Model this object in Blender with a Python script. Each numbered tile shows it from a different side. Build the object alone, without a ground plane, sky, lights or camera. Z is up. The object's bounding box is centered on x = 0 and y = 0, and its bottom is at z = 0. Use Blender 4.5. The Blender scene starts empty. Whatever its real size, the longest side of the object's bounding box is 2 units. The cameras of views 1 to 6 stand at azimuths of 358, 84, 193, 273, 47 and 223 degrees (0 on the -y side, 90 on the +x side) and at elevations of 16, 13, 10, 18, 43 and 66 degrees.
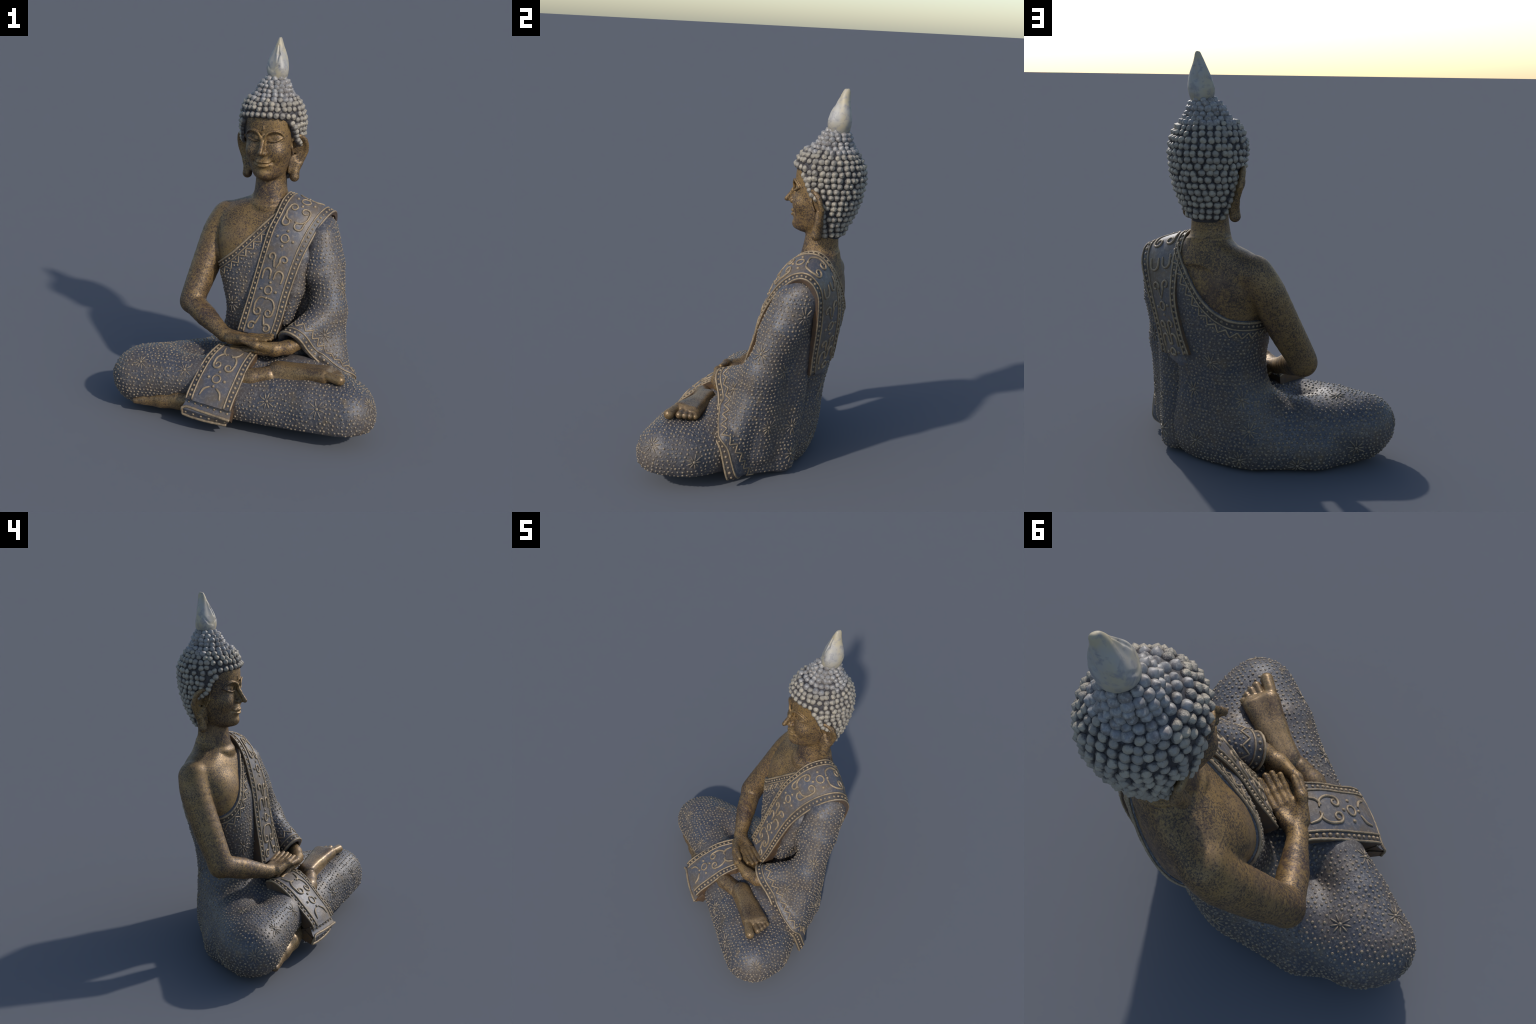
import bpy, math, random
import numpy as np
from mathutils import Vector, Matrix
from mathutils.bvhtree import BVHTree

# ---------------------------------------------------------------- frame
# Everything is modelled in the statue's own frame: +x = the statue's left,
# +y = its back, z up.  The parent empty turns it by YAW on the ground.
YAW = math.radians(-20.5)
CX = 0.032                      # symmetry plane of the head
rng = np.random.default_rng(7)
random.seed(7)

root = bpy.data.objects.new("meditating_statue", None)
bpy.context.scene.collection.objects.link(root)
root.rotation_euler = (0, 0, YAW)
root["label"] = "seated meditating bronze figure with beaded hair and studded robe"
root["category"] = "statue"

# ================================================================ SDF kit
def smin(a, b, k):
    h = np.clip(0.5 + 0.5 * (b - a) / k, 0, 1)
    return b + (a - b) * h - k * h * (1 - h)

def smax(a, b, k):
    return -smin(-a, -b, k)

def cone(p, a, b, ra, rb):
    """round cone between two points"""
    a = np.asarray(a, float); b = np.asarray(b, float)
    d = b - a; L2 = d @ d
    t = np.clip(((p - a) @ d) / L2, 0, 1)
    return np.linalg.norm(p - a - t[:, None] * d, axis=1) - (ra + (rb - ra) * t)

def chain(p, pts, rad, k=0.012):
    f = None
    for i in range(len(pts) - 1):
        g = cone(p, pts[i], pts[i + 1], rad[i], rad[i + 1])
        f = g if f is None else smin(f, g, k)
    return f

def ellipsoid(p, c, r, ax=None):
    q = p - np.asarray(c, float)
    if ax is not None:
        q = q @ np.asarray(ax, float).T
    r = np.asarray(r, float)
    k0 = np.linalg.norm(q / r, axis=1)
    k1 = np.linalg.norm(q / (r * r), axis=1) + 1e-9
    return np.where(k0 < 1e-6, -r.min(), k0 * (k0 - 1) / k1)

def triangle(p, a, b, c, r):
    a, b, c = (np.asarray(v, float) for v in (a, b, c))
    def seg(u, v):
        d = v - u
        t = np.clip(((p - u) @ d) / (d @ d), 0, 1)
        return np.linalg.norm(p - u - t[:, None] * d, axis=1)
    n = np.cross(b - a, c - a); n /= np.linalg.norm(n)
    ins = ((p - a) @ np.cross(b - a, n) <= 0) & ((p - b) @ np.cross(c - b, n) <= 0) & ((p - c) @ np.cross(a - c, n) <= 0)
    e = np.minimum(np.minimum(seg(a, b), seg(b, c)), seg(c, a))
    return np.where(ins, np.abs((p - a) @ n), e) - r

def spline_table(keys, n=400):
    """monotone-ish cubic through rows (z, v1, v2, ...) sampled finely"""
    K = np.asarray(keys, float)
    z = K[:, 0]; V = K[:, 1:]
    m = np.gradient(V, z, axis=0)
    zz = np.linspace(z[0], z[-1], n)
    i = np.clip(np.searchsorted(z, zz, side='right') - 1, 0, len(z) - 2)
    h = (z[i + 1] - z[i]); t = ((zz - z[i]) / h)[:, None]; h = h[:, None]
    out = ((2*t**3 - 3*t**2 + 1) * V[i] + (t**3 - 2*t**2 + t) * h * m[i]
           + (-2*t**3 + 3*t**2) * V[i + 1] + (t**3 - t**2) * h * m[i + 1])
    return zz, out

class Loft:
    """stack of superellipse sections: z, half width, y front, y back"""
    def __init__(self, keys, cx, n=2.0, cy=None):
        self.z, self.v = spline_table(keys)
        self.cx, self.n, self.cy = cx, n, cy
    def params(self, z):
        return [np.interp(z, self.z, self.v[:, j]) for j in range(3)]
    def g(self, p, z):
        a, yf, yb = self.params(z)
        cy = (yf + yb) / 2 if self.cy is None else np.full_like(z, self.cy)
        dx = np.abs(p[:, 0] - self.cx) + 1e-6
        dy = p[:, 1] - cy
        b = np.where(dy < 0, cy - yf, yb - cy)
        dy = np.abs(dy) + 1e-6
        n = self.n
        s = (dx / a) ** n + (dy / b) ** n
        g = s ** (1 / n)
        gx = g ** (1 - n) * dx ** (n - 1) / a ** n
        gy = g ** (1 - n) * dy ** (n - 1) / b ** n
        return g, gx, gy
    def __call__(self, p):
        z = np.clip(p[:, 2], self.z[0], self.z[-1])
        g, gx, gy = self.g(p, z)
        e = 0.004
        g2, _, _ = self.g(p, np.clip(z + e, self.z[0], self.z[-1]))
        gz = (g2 - g) / e
        f = (g - 1) / np.sqrt(gx**2 + gy**2 + np.clip(gz, -60, 60)**2)
        return np.maximum(f, np.maximum(self.z[0] - p[:, 2], p[:, 2] - self.z[-1]))

# ================================================================ mesher
def eval_chunks(f, P, n=150000):
    out = np.empty(len(P))
    for i in range(0, len(P), n):
        out[i:i + n] = f(P[i:i + n])
    return out

def mesh_field(f, lo, hi, h, margin=1.25, project=1):
    """naive surface nets on a grid that is only evaluated near the surface"""
    lo = np.asarray(lo, float); hi = np.asarray(hi, float)
    M = 6
    nc = np.ceil((hi - lo) / (h * M)).astype(int)
    N = nc * M + 1
    H = h * M
    cc = [lo[i] + (np.arange(nc[i]) + 0.5) * H for i in range(3)]
    G = np.stack(np.meshgrid(*cc, indexing='ij'), -1).reshape(-1, 3)
    fc = eval_chunks(f, G).reshape(nc)
    act = np.abs(fc) < H * margin
    F = np.ones(N, np.float32)
    F[:-1, :-1, :-1] = np.repeat(np.repeat(np.repeat(fc, M, 0), M, 1), M, 2)
    F[-1] = 1; F[:, -1] = 1; F[:, :, -1] = 1
    A = np.zeros(N, bool)
    ra = np.repeat(np.repeat(np.repeat(act, M, 0), M, 1), M, 2)
    for dx in (0, 1):
        for dy in (0, 1):
            for dz in (0, 1):
                A[dx:N[0]-1+dx, dy:N[1]-1+dy, dz:N[2]-1+dz] |= ra
    idx = np.argwhere(A)
    F[A] = eval_chunks(f, lo + idx * h)
    F[[0, -1]] = np.abs(F[[0, -1]]) + 1e-4
    F[:, [0, -1]] = np.abs(F[:, [0, -1]]) + 1e-4
    F[:, :, [0, -1]] = np.abs(F[:, :, [0, -1]]) + 1e-4
    S = F < 0
    # cells crossed by the surface
    c = [S[dx:N[0]-1+dx, dy:N[1]-1+dy, dz:N[2]-1+dz] for dx in (0,1) for dy in (0,1) for dz in (0,1)]
    cnt = np.zeros(N - 1, np.int8)
    for q in c: cnt += q
    cell = (cnt > 0) & (cnt < 8)
    ci = np.argwhere(cell)
    vid = np.full(N - 1, -1, np.int64); vid[cell] = np.arange(len(ci))
    acc = np.zeros((len(ci), 3)); w = np.zeros(len(ci))
    corner = [np.array([dx, dy, dz]) for dx in (0,1) for dy in (0,1) for dz in (0,1)]
    for a in corner:
        for ax in range(3):
            if a[ax]: continue
            b = a.copy(); b[ax] = 1
            fa = F[tuple((ci + a).T)]; fb = F[tuple((ci + b).T)]
            x = (fa < 0) != (fb < 0)
            t = fa / np.where(x, fa - fb, 1)
            pos = ci + a + t[:, None] * (b - a)
            acc[x] += pos[x]; w[x] += 1
    V = lo + acc / w[:, None] * h
    quads = []
    for ax in range(3):
        sl0 = [slice(None)] * 3; sl1 = [slice(None)] * 3
        sl0[ax] = slice(0, -1); sl1[ax] = slice(1, None)
        s0 = S[tuple(sl0)]; s1 = S[tuple(sl1)]
        e = np.argwhere(s0 != s1)
        u, v = (ax + 1) % 3, (ax + 2) % 3
        e = e[(e[:, u] > 0) & (e[:, v] > 0) & (e[:, u] < N[u]-1) & (e[:, v] < N[v]-1)]
        ins = S[tuple(e.T)]
        du = np.zeros(3, int); du[u] = 1
        dv = np.zeros(3, int); dv[v] = 1
        q = np.stack([vid[tuple((e - du - dv).T)], vid[tuple((e - dv).T)], vid[tuple(e.T)], vid[tuple((e - du).T)]], 1)
        q[~ins] = q[~ins][:, ::-1]
        quads.append(q)
    Q = np.concatenate(quads)
    Q = Q[(Q >= 0).all(1)]
    for _ in range(project):
        e = 0.0015
        f0 = eval_chunks(f, V)
        g = np.stack([(eval_chunks(f, V + np.eye(3)[i] * e) - f0) / e for i in range(3)], 1)
        step = -f0[:, None] * g / np.maximum((g * g).sum(1), 0.25)[:, None]
        L = np.linalg.norm(step, axis=1, keepdims=True)
        V = V + step * np.minimum(1, 0.5 * h / np.maximum(L, 1e-9))
    return V, Q

def relax(V, Q, it=2, lam=0.5):
    """light laplacian smoothing that takes the stair steps off sharp cuts"""
    E = np.concatenate([Q[:, [0, 1]], Q[:, [1, 2]], Q[:, [2, 3]], Q[:, [3, 0]]])
    for k in range(it):
        s = np.zeros_like(V); n = np.zeros(len(V))
        for a, b in ((0, 1), (1, 0)):
            for j in range(3):
                s[:, j] += np.bincount(E[:, a], V[E[:, b], j], len(V))
            n += np.bincount(E[:, a], minlength=len(V))
        V = V + lam * (s / np.maximum(n, 1)[:, None] - V)
    return V

def vnormals(V, Q):
    a = V[Q[:, 2]] - V[Q[:, 0]]; b = V[Q[:, 3]] - V[Q[:, 1]]
    n = np.cross(a, b)
    N = np.zeros_like(V)
    for k in range(Q.shape[1]):
        for j in range(3):
            N[:, j] += np.bincount(Q[:, k], n[:, j], len(V))
    return N / np.maximum(np.linalg.norm(N, axis=1, keepdims=True), 1e-12)

# ================================================================ objects
def new_mesh(name, V, F, smooth=True):
    me = bpy.data.meshes.new(name)
    V = np.asarray(V, np.float32)
    if isinstance(F, np.ndarray):
        me.vertices.add(len(V)); me.vertices.foreach_set("co", V.ravel())
        k = F.shape[1]
        me.loops.add(F.size); me.loops.foreach_set("vertex_index", F.ravel().astype(np.int32))
        me.polygons.add(len(F))
        me.polygons.foreach_set("loop_start", np.arange(0, F.size, k, dtype=np.int32))
        me.update(calc_edges=True)
    else:
        me.from_pydata([tuple(v) for v in V], [], F); me.update()
    me.validate()
    if smooth:
        me.polygons.foreach_set("use_smooth", np.ones(len(me.polygons), bool))
    return me

def add(name, me, mat, parent=None, kind=None):
    ob = bpy.data.objects.new(name, me)
    bpy.context.scene.collection.objects.link(ob)
    ob.parent = parent if parent is not None else root
    if mat is not None and len(me.materials) == 0:
        me.materials.append(mat)
    if kind: ob["kind"] = kind
    return ob

def split_parts(V, Q, labels, names, mats):
    """cut one seamless surface into named parts that share border vertices and normals"""
    N = vnormals(V, Q)
    out = {}
    for k, nm in enumerate(names):
        q = Q[labels == k]
        if len(q) == 0: continue
        used, inv = np.unique(q, return_inverse=True)
        me = new_mesh(nm, V[used], inv.reshape(q.shape))
        me.normals_split_custom_set_from_vertices(N[used].astype(np.float32).tolist())
        base = nm.split('.')[0]
        out[nm] = add(base, me, mats[k])
    return out

class Builder:
    """collects small pieces into one mesh"""
    def __init__(self): self.v = []; self.f = []; self.n = 0
    def put(self, V, F):
        self.v.append(np.asarray(V, float)); 
        self.f += [tuple(int(i) + self.n for i in q) for q in F]
        self.n += len(V)
    def mesh(self, name):
        return new_mesh(name, np.concatenate(self.v), self.f)

def frame_from(n, t=None):
    n = np.asarray(n, float); n = n / np.linalg.norm(n)
    if t is None: t = np.array([0, 0, 1.0]) if abs(n[2]) < 0.9 else np.array([1.0, 0, 0])
    t = t - n * (t @ n); t /= np.linalg.norm(t)
    return np.stack([t, np.cross(n, t), n], 1)     # columns: tangent, bitangent, normal

def tube(P, R, N=None, seg=6, flat=1.0):
    """swept round bar with closed ends; N gives the 'up' along the path"""
    P = np.asarray(P, float); n = len(P)
    R = np.broadcast_to(np.asarray(R, float), (n,))
    T = np.gradient(P, axis=0); T /= np.maximum(np.linalg.norm(T, axis=1, keepdims=True), 1e-9)
    if N is None: N = np.tile([0, 0, 1.0], (n, 1))
    U = N - T * (N * T).sum(1, keepdims=True)
    U /= np.maximum(np.linalg.norm(U, axis=1, keepdims=True), 1e-9)
    W = np.cross(T, U)
    a = np.linspace(0, 2 * np.pi, seg, endpoint=False)
    V = (P[:, None] + R[:, None, None] * (np.cos(a)[None, :, None] * W[:, None] + flat * np.sin(a)[None, :, None] * U[:, None])).reshape(-1, 3)
    F = []
    for i in range(n - 1):
        for j in range(seg):
            k = (j + 1) % seg
            F.append((i*seg+j, i*seg+k, (i+1)*seg+k, (i+1)*seg+j))
    F.append(tuple(range(seg))[::-1]); F.append(tuple((n-1)*seg + j for j in range(seg)))
    return V, F

def dome(seg=8, rings=3, height=0.8, point=0.0):
    """unit stud: a dome on a short skirt, z up"""
    V = []; F = []
    prof = [(1.0, -0.35)] + [(math.cos(t), math.sin(t) * height) for t in np.linspace(0, math.pi/2, rings + 1)[:-1]]
    for r, z in prof:
        for j in range(seg):
            a = 2 * math.pi * j / seg
            V.append((r * math.cos(a), r * math.sin(a), z))
    V.append((0, 0, height + point))
    for i in range(len(prof) - 1):
        for j in range(seg):
            k = (j + 1) % seg
            F.append((i*seg+j, i*seg+k, (i+1)*seg+k, (i+1)*seg+j))
    top = len(V) - 1; i = len(prof) - 1
    for j in range(seg): F.append((i*seg+j, i*seg+(j+1) % seg, top))
    return np.array(V), F

def resample(P, step=None, n=None):
    P = np.asarray(P, float)
    d = np.concatenate([[0], np.cumsum(np.linalg.norm(np.diff(P, axis=0), axis=1))])
    if n is None: n = max(2, int(round(d[-1] / step)) + 1)
    s = np.linspace(0, d[-1], n)
    return np.stack([np.interp(s, d, P[:, j]) for j in range(3)], 1)

def catmull(P, n=10):
    P = np.asarray(P, float)
    Q = np.concatenate([[2*P[0]-P[1]], P, [2*P[-1]-P[-2]]])
    out = []
    for i in range(1, len(Q) - 2):
        t = np.linspace(0, 1, n, endpoint=False)[:, None]
        p0, p1, p2, p3 = Q[i-1:i+3]
        out.append(0.5*((2*p1) + (-p0+p2)*t + (2*p0-5*p1+4*p2-p3)*t**2 + (-p0+3*p1-3*p2+p3)*t**3))
    out.append(P[-1:])
    return np.concatenate(out)

# ================================================================ materials
def nodes_of(name):
    m = bpy.data.materials.new(name); m.use_nodes = True
    nt = m.node_tree
    return m, nt, nt.nodes["Principled BSDF"]

def N_(nt, t, **kw):
    n = nt.nodes.new(t)
    for k, v in kw.items():
        if k in n.inputs: n.inputs[k].default_value = v
        else: setattr(n, k, v)
    return n

def noise(nt, co, scale, detail=3.0, rough=0.55, dist=0.0):
    n = N_(nt, "ShaderNodeTexNoise", Scale=scale, Detail=detail, Roughness=rough, Distortion=dist)
    nt.links.new(co, n.inputs["Vector"]); return n.outputs["Fac"]

def ramp(nt, fac, stops):
    r = nt.nodes.new("ShaderNodeValToRGB")
    el = r.color_ramp.elements
    while len(el) < len(stops): el.new(0.5)
    for e, (p, c) in zip(el, stops):
        e.position = p
        e.color = (c, c, c, 1) if isinstance(c, (int, float)) else (*c, 1)
    nt.links.new(fac, r.inputs["Fac"]); return r.outputs["Color"]

def mix(nt, fac, a, b):
    n = nt.nodes.new("ShaderNodeMix"); n.data_type = 'RGBA'
    for v, s in ((fac, n.inputs[0]), (a, n.inputs[6]), (b, n.inputs[7])):
        if isinstance(v, bpy.types.NodeSocket): nt.links.new(v, s)
        else: s.default_value = (*v, 1) if isinstance(v, tuple) else v
    return n.outputs[2]

def bump(nt, bsdf, h, strength=0.3, dist=0.004):
    b = N_(nt, "ShaderNodeBump", Strength=strength, Distance=dist)
    nt.links.new(h, b.inputs["Height"]); nt.links.new(b.outputs["Normal"], bsdf.inputs["Normal"])

def coords(nt):
    return nt.nodes.new("ShaderNodeTexCoord").outputs["Object"]

def bronze_skin(name, gold, brown, dark, pale, cover=0.0, flecky=0.9, rough=0.5):
    """brown bronze with rubbed gilt mottling and fine dark flecks"""
    m, nt, b = nodes_of(name)
    co = coords(nt)
    big = noise(nt, co, 5.0, 3)
    mid = noise(nt, co, 70, 4, 0.62, 0.3)
    a = N_(nt, "ShaderNodeMath", operation='MULTIPLY_ADD'); nt.links.new(big, a.inputs[0]); a.inputs[1].default_value = 0.95
    nt.links.new(mid, a.inputs[2])
    gilt = ramp(nt, a.outputs[0], [(0.72 - cover, 0.0), (1.20 - cover, 1.0)])
    base = mix(nt, gilt, brown, gold)
    red = ramp(nt, noise(nt, co, 9.0, 3), [(0.45, 0.0), (0.7, 0.55)])
    base = mix(nt, red, base, mix(nt, 0.5, brown, pale))
    fl = noise(nt, co, 150, 3.5, 0.65, 0.6)
    dens = noise(nt, co, 8.0, 2)
    s = N_(nt, "ShaderNodeMath", operation='MULTIPLY_ADD'); nt.links.new(dens, s.inputs[0]); s.inputs[1].default_value = 0.34
    nt.links.new(fl, s.inputs[2])
    flecks = ramp(nt, s.outputs[0], [(0.64, 0.0), (0.77, flecky)])
    col = mix(nt, flecks, base, dark)
    hi = ramp(nt, noise(nt, co, 95, 3, 0.6), [(0.58, 0.0), (0.74, 0.55)])
    col = mix(nt, hi, col, pale)
    nt.links.new(col, b.inputs["Base Color"])
    rr = ramp(nt, fl, [(0.3, rough - 0.04), (0.7, rough + 0.1)]); nt.links.new(rr, b.inputs["Roughness"])
    b.inputs["Metallic"].default_value = 0.35
    bump(nt, b, fl, 0.15, 0.002)
    return m

def patina(name, a, c, d, scale=9.0, rough=0.55, grain=140, bmp=0.25, metallic=0.15, gold=None):
    """three-tone patinated metal: a main, c second patch colour, d fine grain colour"""
    m, nt, b = nodes_of(name)
    co = coords(nt)
    p = ramp(nt, noise(nt, co, scale, 4), [(0.4, 0.0), (0.65, 1.0)])
    col = mix(nt, p, a, c)
    g = noise(nt, co, grain, 3, 0.6, 0.4)
    col = mix(nt, ramp(nt, g, [(0.5, 0.0), (0.68, 0.75)]), col, d)
    if gold is not None:
        w = ramp(nt, noise(nt, co, scale * 2.3, 5, 0.6), [(0.56, 0.0), (0.72, 0.6)])
        col = mix(nt, w, col, gold)
    nt.links.new(col, b.inputs["Base Color"])
    b.inputs["Roughness"].default_value = rough
    b.inputs["Metallic"].default_value = metallic
    bump(nt, b, g, bmp, 0.002)
    return m

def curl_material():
    """silvered beads, pale on the tip, darker at the root (bead-local z)"""
    m, nt, b = nodes_of("pale_tipped_curls")
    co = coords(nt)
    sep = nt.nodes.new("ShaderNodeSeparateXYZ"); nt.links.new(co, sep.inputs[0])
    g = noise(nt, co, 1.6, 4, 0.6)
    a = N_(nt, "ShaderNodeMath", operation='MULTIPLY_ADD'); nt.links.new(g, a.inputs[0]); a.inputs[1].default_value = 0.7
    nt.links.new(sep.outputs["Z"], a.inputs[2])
    tip_fac = ramp(nt, a.outputs[0], [(0.75, 0.0), (1.48, 1.0)])
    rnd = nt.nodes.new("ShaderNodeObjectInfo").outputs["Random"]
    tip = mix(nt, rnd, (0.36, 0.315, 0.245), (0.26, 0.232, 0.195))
    col = mix(nt, tip_fac, (0.088, 0.078, 0.074), tip)
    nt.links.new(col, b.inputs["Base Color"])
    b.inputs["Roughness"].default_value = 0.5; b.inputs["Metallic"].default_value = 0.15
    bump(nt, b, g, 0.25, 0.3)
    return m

GOLD, BROWN, DARK, PALE = (0.240, 0.147, 0.054), (0.084, 0.051, 0.036), (0.024, 0.020, 0.024), (0.34, 0.228, 0.118)
mat_skin = bronze_skin("speckled_gilt_bronze", GOLD, BROWN, DARK, PALE, -0.045, 0.8)
mat_foot = bronze_skin("highlight_lightened_bronze", (0.240, 0.152, 0.064), (0.110, 0.068, 0.040), DARK, (0.42, 0.29, 0.15), -0.02, 0.65, 0.38)  # pale tone brightened to put the foot's gold glints into the colour
mat_cloth = patina("blue_grey_patina", (0.058, 0.060, 0.074), (0.090, 0.074, 0.066), (0.205, 0.185, 0.165), 8, 0.50, 95, 0.9, 0.15, (0.19, 0.135, 0.075))
mat_band = patina("band_patina", (0.094, 0.094, 0.110), (0.130, 0.100, 0.072), (0.195, 0.17, 0.150), 9, 0.50, 70, 0.5, 0.18, (0.20, 0.13, 0.062))
mat_gilt = patina("worn_gilt_relief", (0.29, 0.21, 0.125), (0.17, 0.125, 0.08), (0.38, 0.30, 0.19), 24, 0.52, 160, 0.15, 0.15)
mat_dot = patina("gilt_dots", (0.23, 0.175, 0.115), (0.12, 0.10, 0.088), (0.33, 0.27, 0.18), 30, 0.5, 200, 0.1, 0.15)
mat_scalp = patina("dark_scalp", (0.030, 0.028, 0.033), (0.044, 0.037, 0.035), (0.07, 0.066, 0.07), 12, 0.6, 90, 0.3, 0.1)
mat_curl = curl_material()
mat_crown = patina("pale_crown_curls", (0.27, 0.26, 0.255), (0.17, 0.15, 0.14), (0.40, 0.37, 0.32), 40, 0.5, 110, 0.25, 0.15)
mat_flame = patina("pale_finial_patina", (0.36, 0.34, 0.31), (0.41, 0.35, 0.24), (0.22, 0.215, 0.23), 12, 0.55, 38, 0.35, 0.1)
mat_edge = patina("brown_cloth_edge", (0.15, 0.085, 0.040), (0.085, 0.06, 0.045), (0.07, 0.06, 0.06), 12, 0.5, 90, 0.2, 0.2)
mat_strip = patina("dark_rail_strip", (0.046, 0.043, 0.047), (0.070, 0.054, 0.042), (0.11, 0.098, 0.088), 10, 0.5, 90, 0.3, 0.15)
# ================================================================ body shapes
torso = Loft([  # z, half width, y front, y back
    (-0.02, 0.25, 0.00, 0.370), (0.06, 0.285, -0.04, 0.405), (0.16, 0.300, -0.05, 0.425), (0.28, 0.270, 0.00, 0.436),
    (0.38, 0.224, 0.080, 0.447), (0.50, 0.203, 0.106, 0.472), (0.63, 0.231, 0.115, 0.502), (0.75, 0.266, 0.133, 0.522),
    (0.85, 0.287, 0.154, 0.532), (0.94, 0.300, 0.195, 0.530), (1.01, 0.295, 0.228, 0.518), (1.06, 0.262, 0.258, 0.505),
    (1.09, 0.205, 0.280, 0.495), (1.115, 0.140, 0.296, 0.490), (1.14, 0.10, 0.305, 0.487)], 0.045, 2.9)

def lerp_curve(x, pts):
    q = np.asarray(pts); return np.interp(x, q[:, 0], q[:, 1])

def robe_edge_z(x, y):
    """height of the robe's upper hem, a diagonal from left shoulder to right armpit"""
    zf = lerp_curve(x, [(-0.6, 0.70), (-0.30, 0.725), (-0.214, 0.765), (-0.10, 0.86), (0.02, 0.985), (0.094, 1.062), (0.2, 1.15), (0.5, 1.35)])
    zb = lerp_curve(x, [(-0.6, 0.76), (-0.30, 0.765), (-0.20, 0.776), (-0.14, 0.79), (-0.07, 0.828), (-0.015, 0.872), (0.03, 0.924), (0.08, 0.99), (0.125, 1.051), (0.2, 1.16), (0.5, 1.5)])
    t = np.clip((y - 0.24) / 0.24, 0, 1); t = t * t * (3 - 2 * t)
    return zf + (zb - zf) * t

def ground_z(p):
    return np.maximum(0.0, 0.018 + 0.05 * p[:, 0] - 0.09 * (p[:, 1] - 0.1))

def robe_field(p):
    t = torso(p)
    t = smax(t, (p[:, 2] - robe_edge_z(p[:, 0], p[:, 1])) * 0.75, 0.006)
    thr = cone(p, (-0.12, 0.19, 0.155), (-0.51, -0.070, 0.172), 0.178, 0.148)
    shr = chain(p, [(-0.528, -0.145, 0.178), (-0.34, -0.146, 0.202), (-0.15, -0.146, 0.212), (0.12, -0.165, 0.22)], [0.150, 0.135, 0.122, 0.085])
    shr = smin(shr, ellipsoid(p, (-0.42, -0.09, 0.20), (0.18, 0.12, 0.142)), 0.03)
    thl = cone(p, (0.20, 0.19, 0.155), (0.63, -0.11, 0.160), 0.180, 0.148)
    shl = chain(p, [(0.656, -0.200, 0.164), (0.47, -0.202, 0.170), (0.30, -0.184, 0.172), (0.10, -0.185, 0.165)], [0.154, 0.148, 0.128, 0.112])
    # the cloth is flatter underneath, where it meets the ground
    thr = smin(thr, chain(p, [(-0.15, 0.205, 0.10), (-0.37, 0.085, 0.10), (-0.51, -0.10, 0.115)], [0.165, 0.143, 0.122]), 0.02)
    shl = smin(shl, cone(p, (0.10, -0.205, 0.140), (0.63, -0.215, 0.122), 0.115, 0.142), 0.02)
    lap = ellipsoid(p, (0.03, -0.02, 0.225), (0.22, 0.17, 0.13))
    r = smin(thr, shr, 0.045); l = smin(thl, shl, 0.035)
    lap = smin(lap, ellipsoid(p, (0.33, -0.02, 0.24), (0.20, 0.11, 0.125)), 0.03)
    f = smin(smin(r, l, 0.03), lap, 0.06)
    f = smin(f, t, 0.06)
    f = smin(f, chain(p, [(0.275, 0.235, 0.84), (0.248, 0.185, 0.66), (0.215, 0.145, 0.50)], [0.055, 0.053, 0.036]), 0.03)
    return smax(f, ground_z(p) - p[:, 2], 0.03)

HEM_N = np.array([0.246, 0.834, 0.493]); HEM_N /= np.linalg.norm(HEM_N)
HEM_P = np.array([0.30, -0.035, 0.455])
def hem_d(p):
    """distance behind the sleeve's hem, which bows out towards the knee"""
    z = p[:, 2]
    w = np.clip((0.33 - z) / 0.13, 0, 1); w = w * w * (3 - 2 * w)
    upper = (p - HEM_P) @ HEM_N
    lower = (p[:, 1] - 0.05 - 0.27 * (0.27 - z)) * 0.95        # drops straight to the ground
    return upper * (1 - w) + lower * w

def sleeve_hull(p):
    arm = chain(p, [(0.335, 0.388, 0.970), (0.400, 0.308, 0.80), (0.438, 0.225, 0.60)], [0.094, 0.095, 0.088])
    arm = smin(arm, chain(p, [(0.352, 0.325, 0.935), (0.366, 0.248, 0.76)], [0.087, 0.081]), 0.04)
    fore = cone(p, (0.440, 0.205, 0.54), (0.278, -0.048, 0.436), 0.082, 0.060)
    E_ = (0.440, 0.215, 0.55); W_ = (0.30, -0.02, 0.42); G2 = (0.575, 0.075, 0.07); G1 = (0.33, 0.305, 0.06)
    d1 = triangle(p, E_, W_, G2, 0.059)
    d2 = smin(triangle(p, E_, G2, G1, 0.055), cone(p, (0.44, 0.23, 0.55), (0.440, 0.205, 0.15), 0.086, 0.078), 0.04)
    d3 = triangle(p, E_, G1, (0.31, 0.36, 0.80), 0.060)
    d3 = smin(d3, cone(p, (0.285, 0.375, 0.95), (0.272, 0.290, 0.10), 0.085, 0.085), 0.05)
    d1 = smin(d1, chain(p, [(0.455, 0.035, 0.355), (0.585, 0.085, 0.25), (0.580, 0.115, 0.08)], [0.036, 0.047, 0.050]), 0.02)
    f = smin(arm, fore, 0.05)
    f = smin(f, smin(d1, smin(d2, d3, 0.05), 0.05), 0.05)
    return f

def sleeve_field(p):
    f = sleeve_hull(p)
    d = hem_d(p)
    cav = np.maximum(f + 0.020, d - 0.10)
    f = smax(f, -d, 0.006)
    f = smax(f, -cav, 0.006)
    return smax(f, ground_z(p) - p[:, 2], 0.012)

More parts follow.
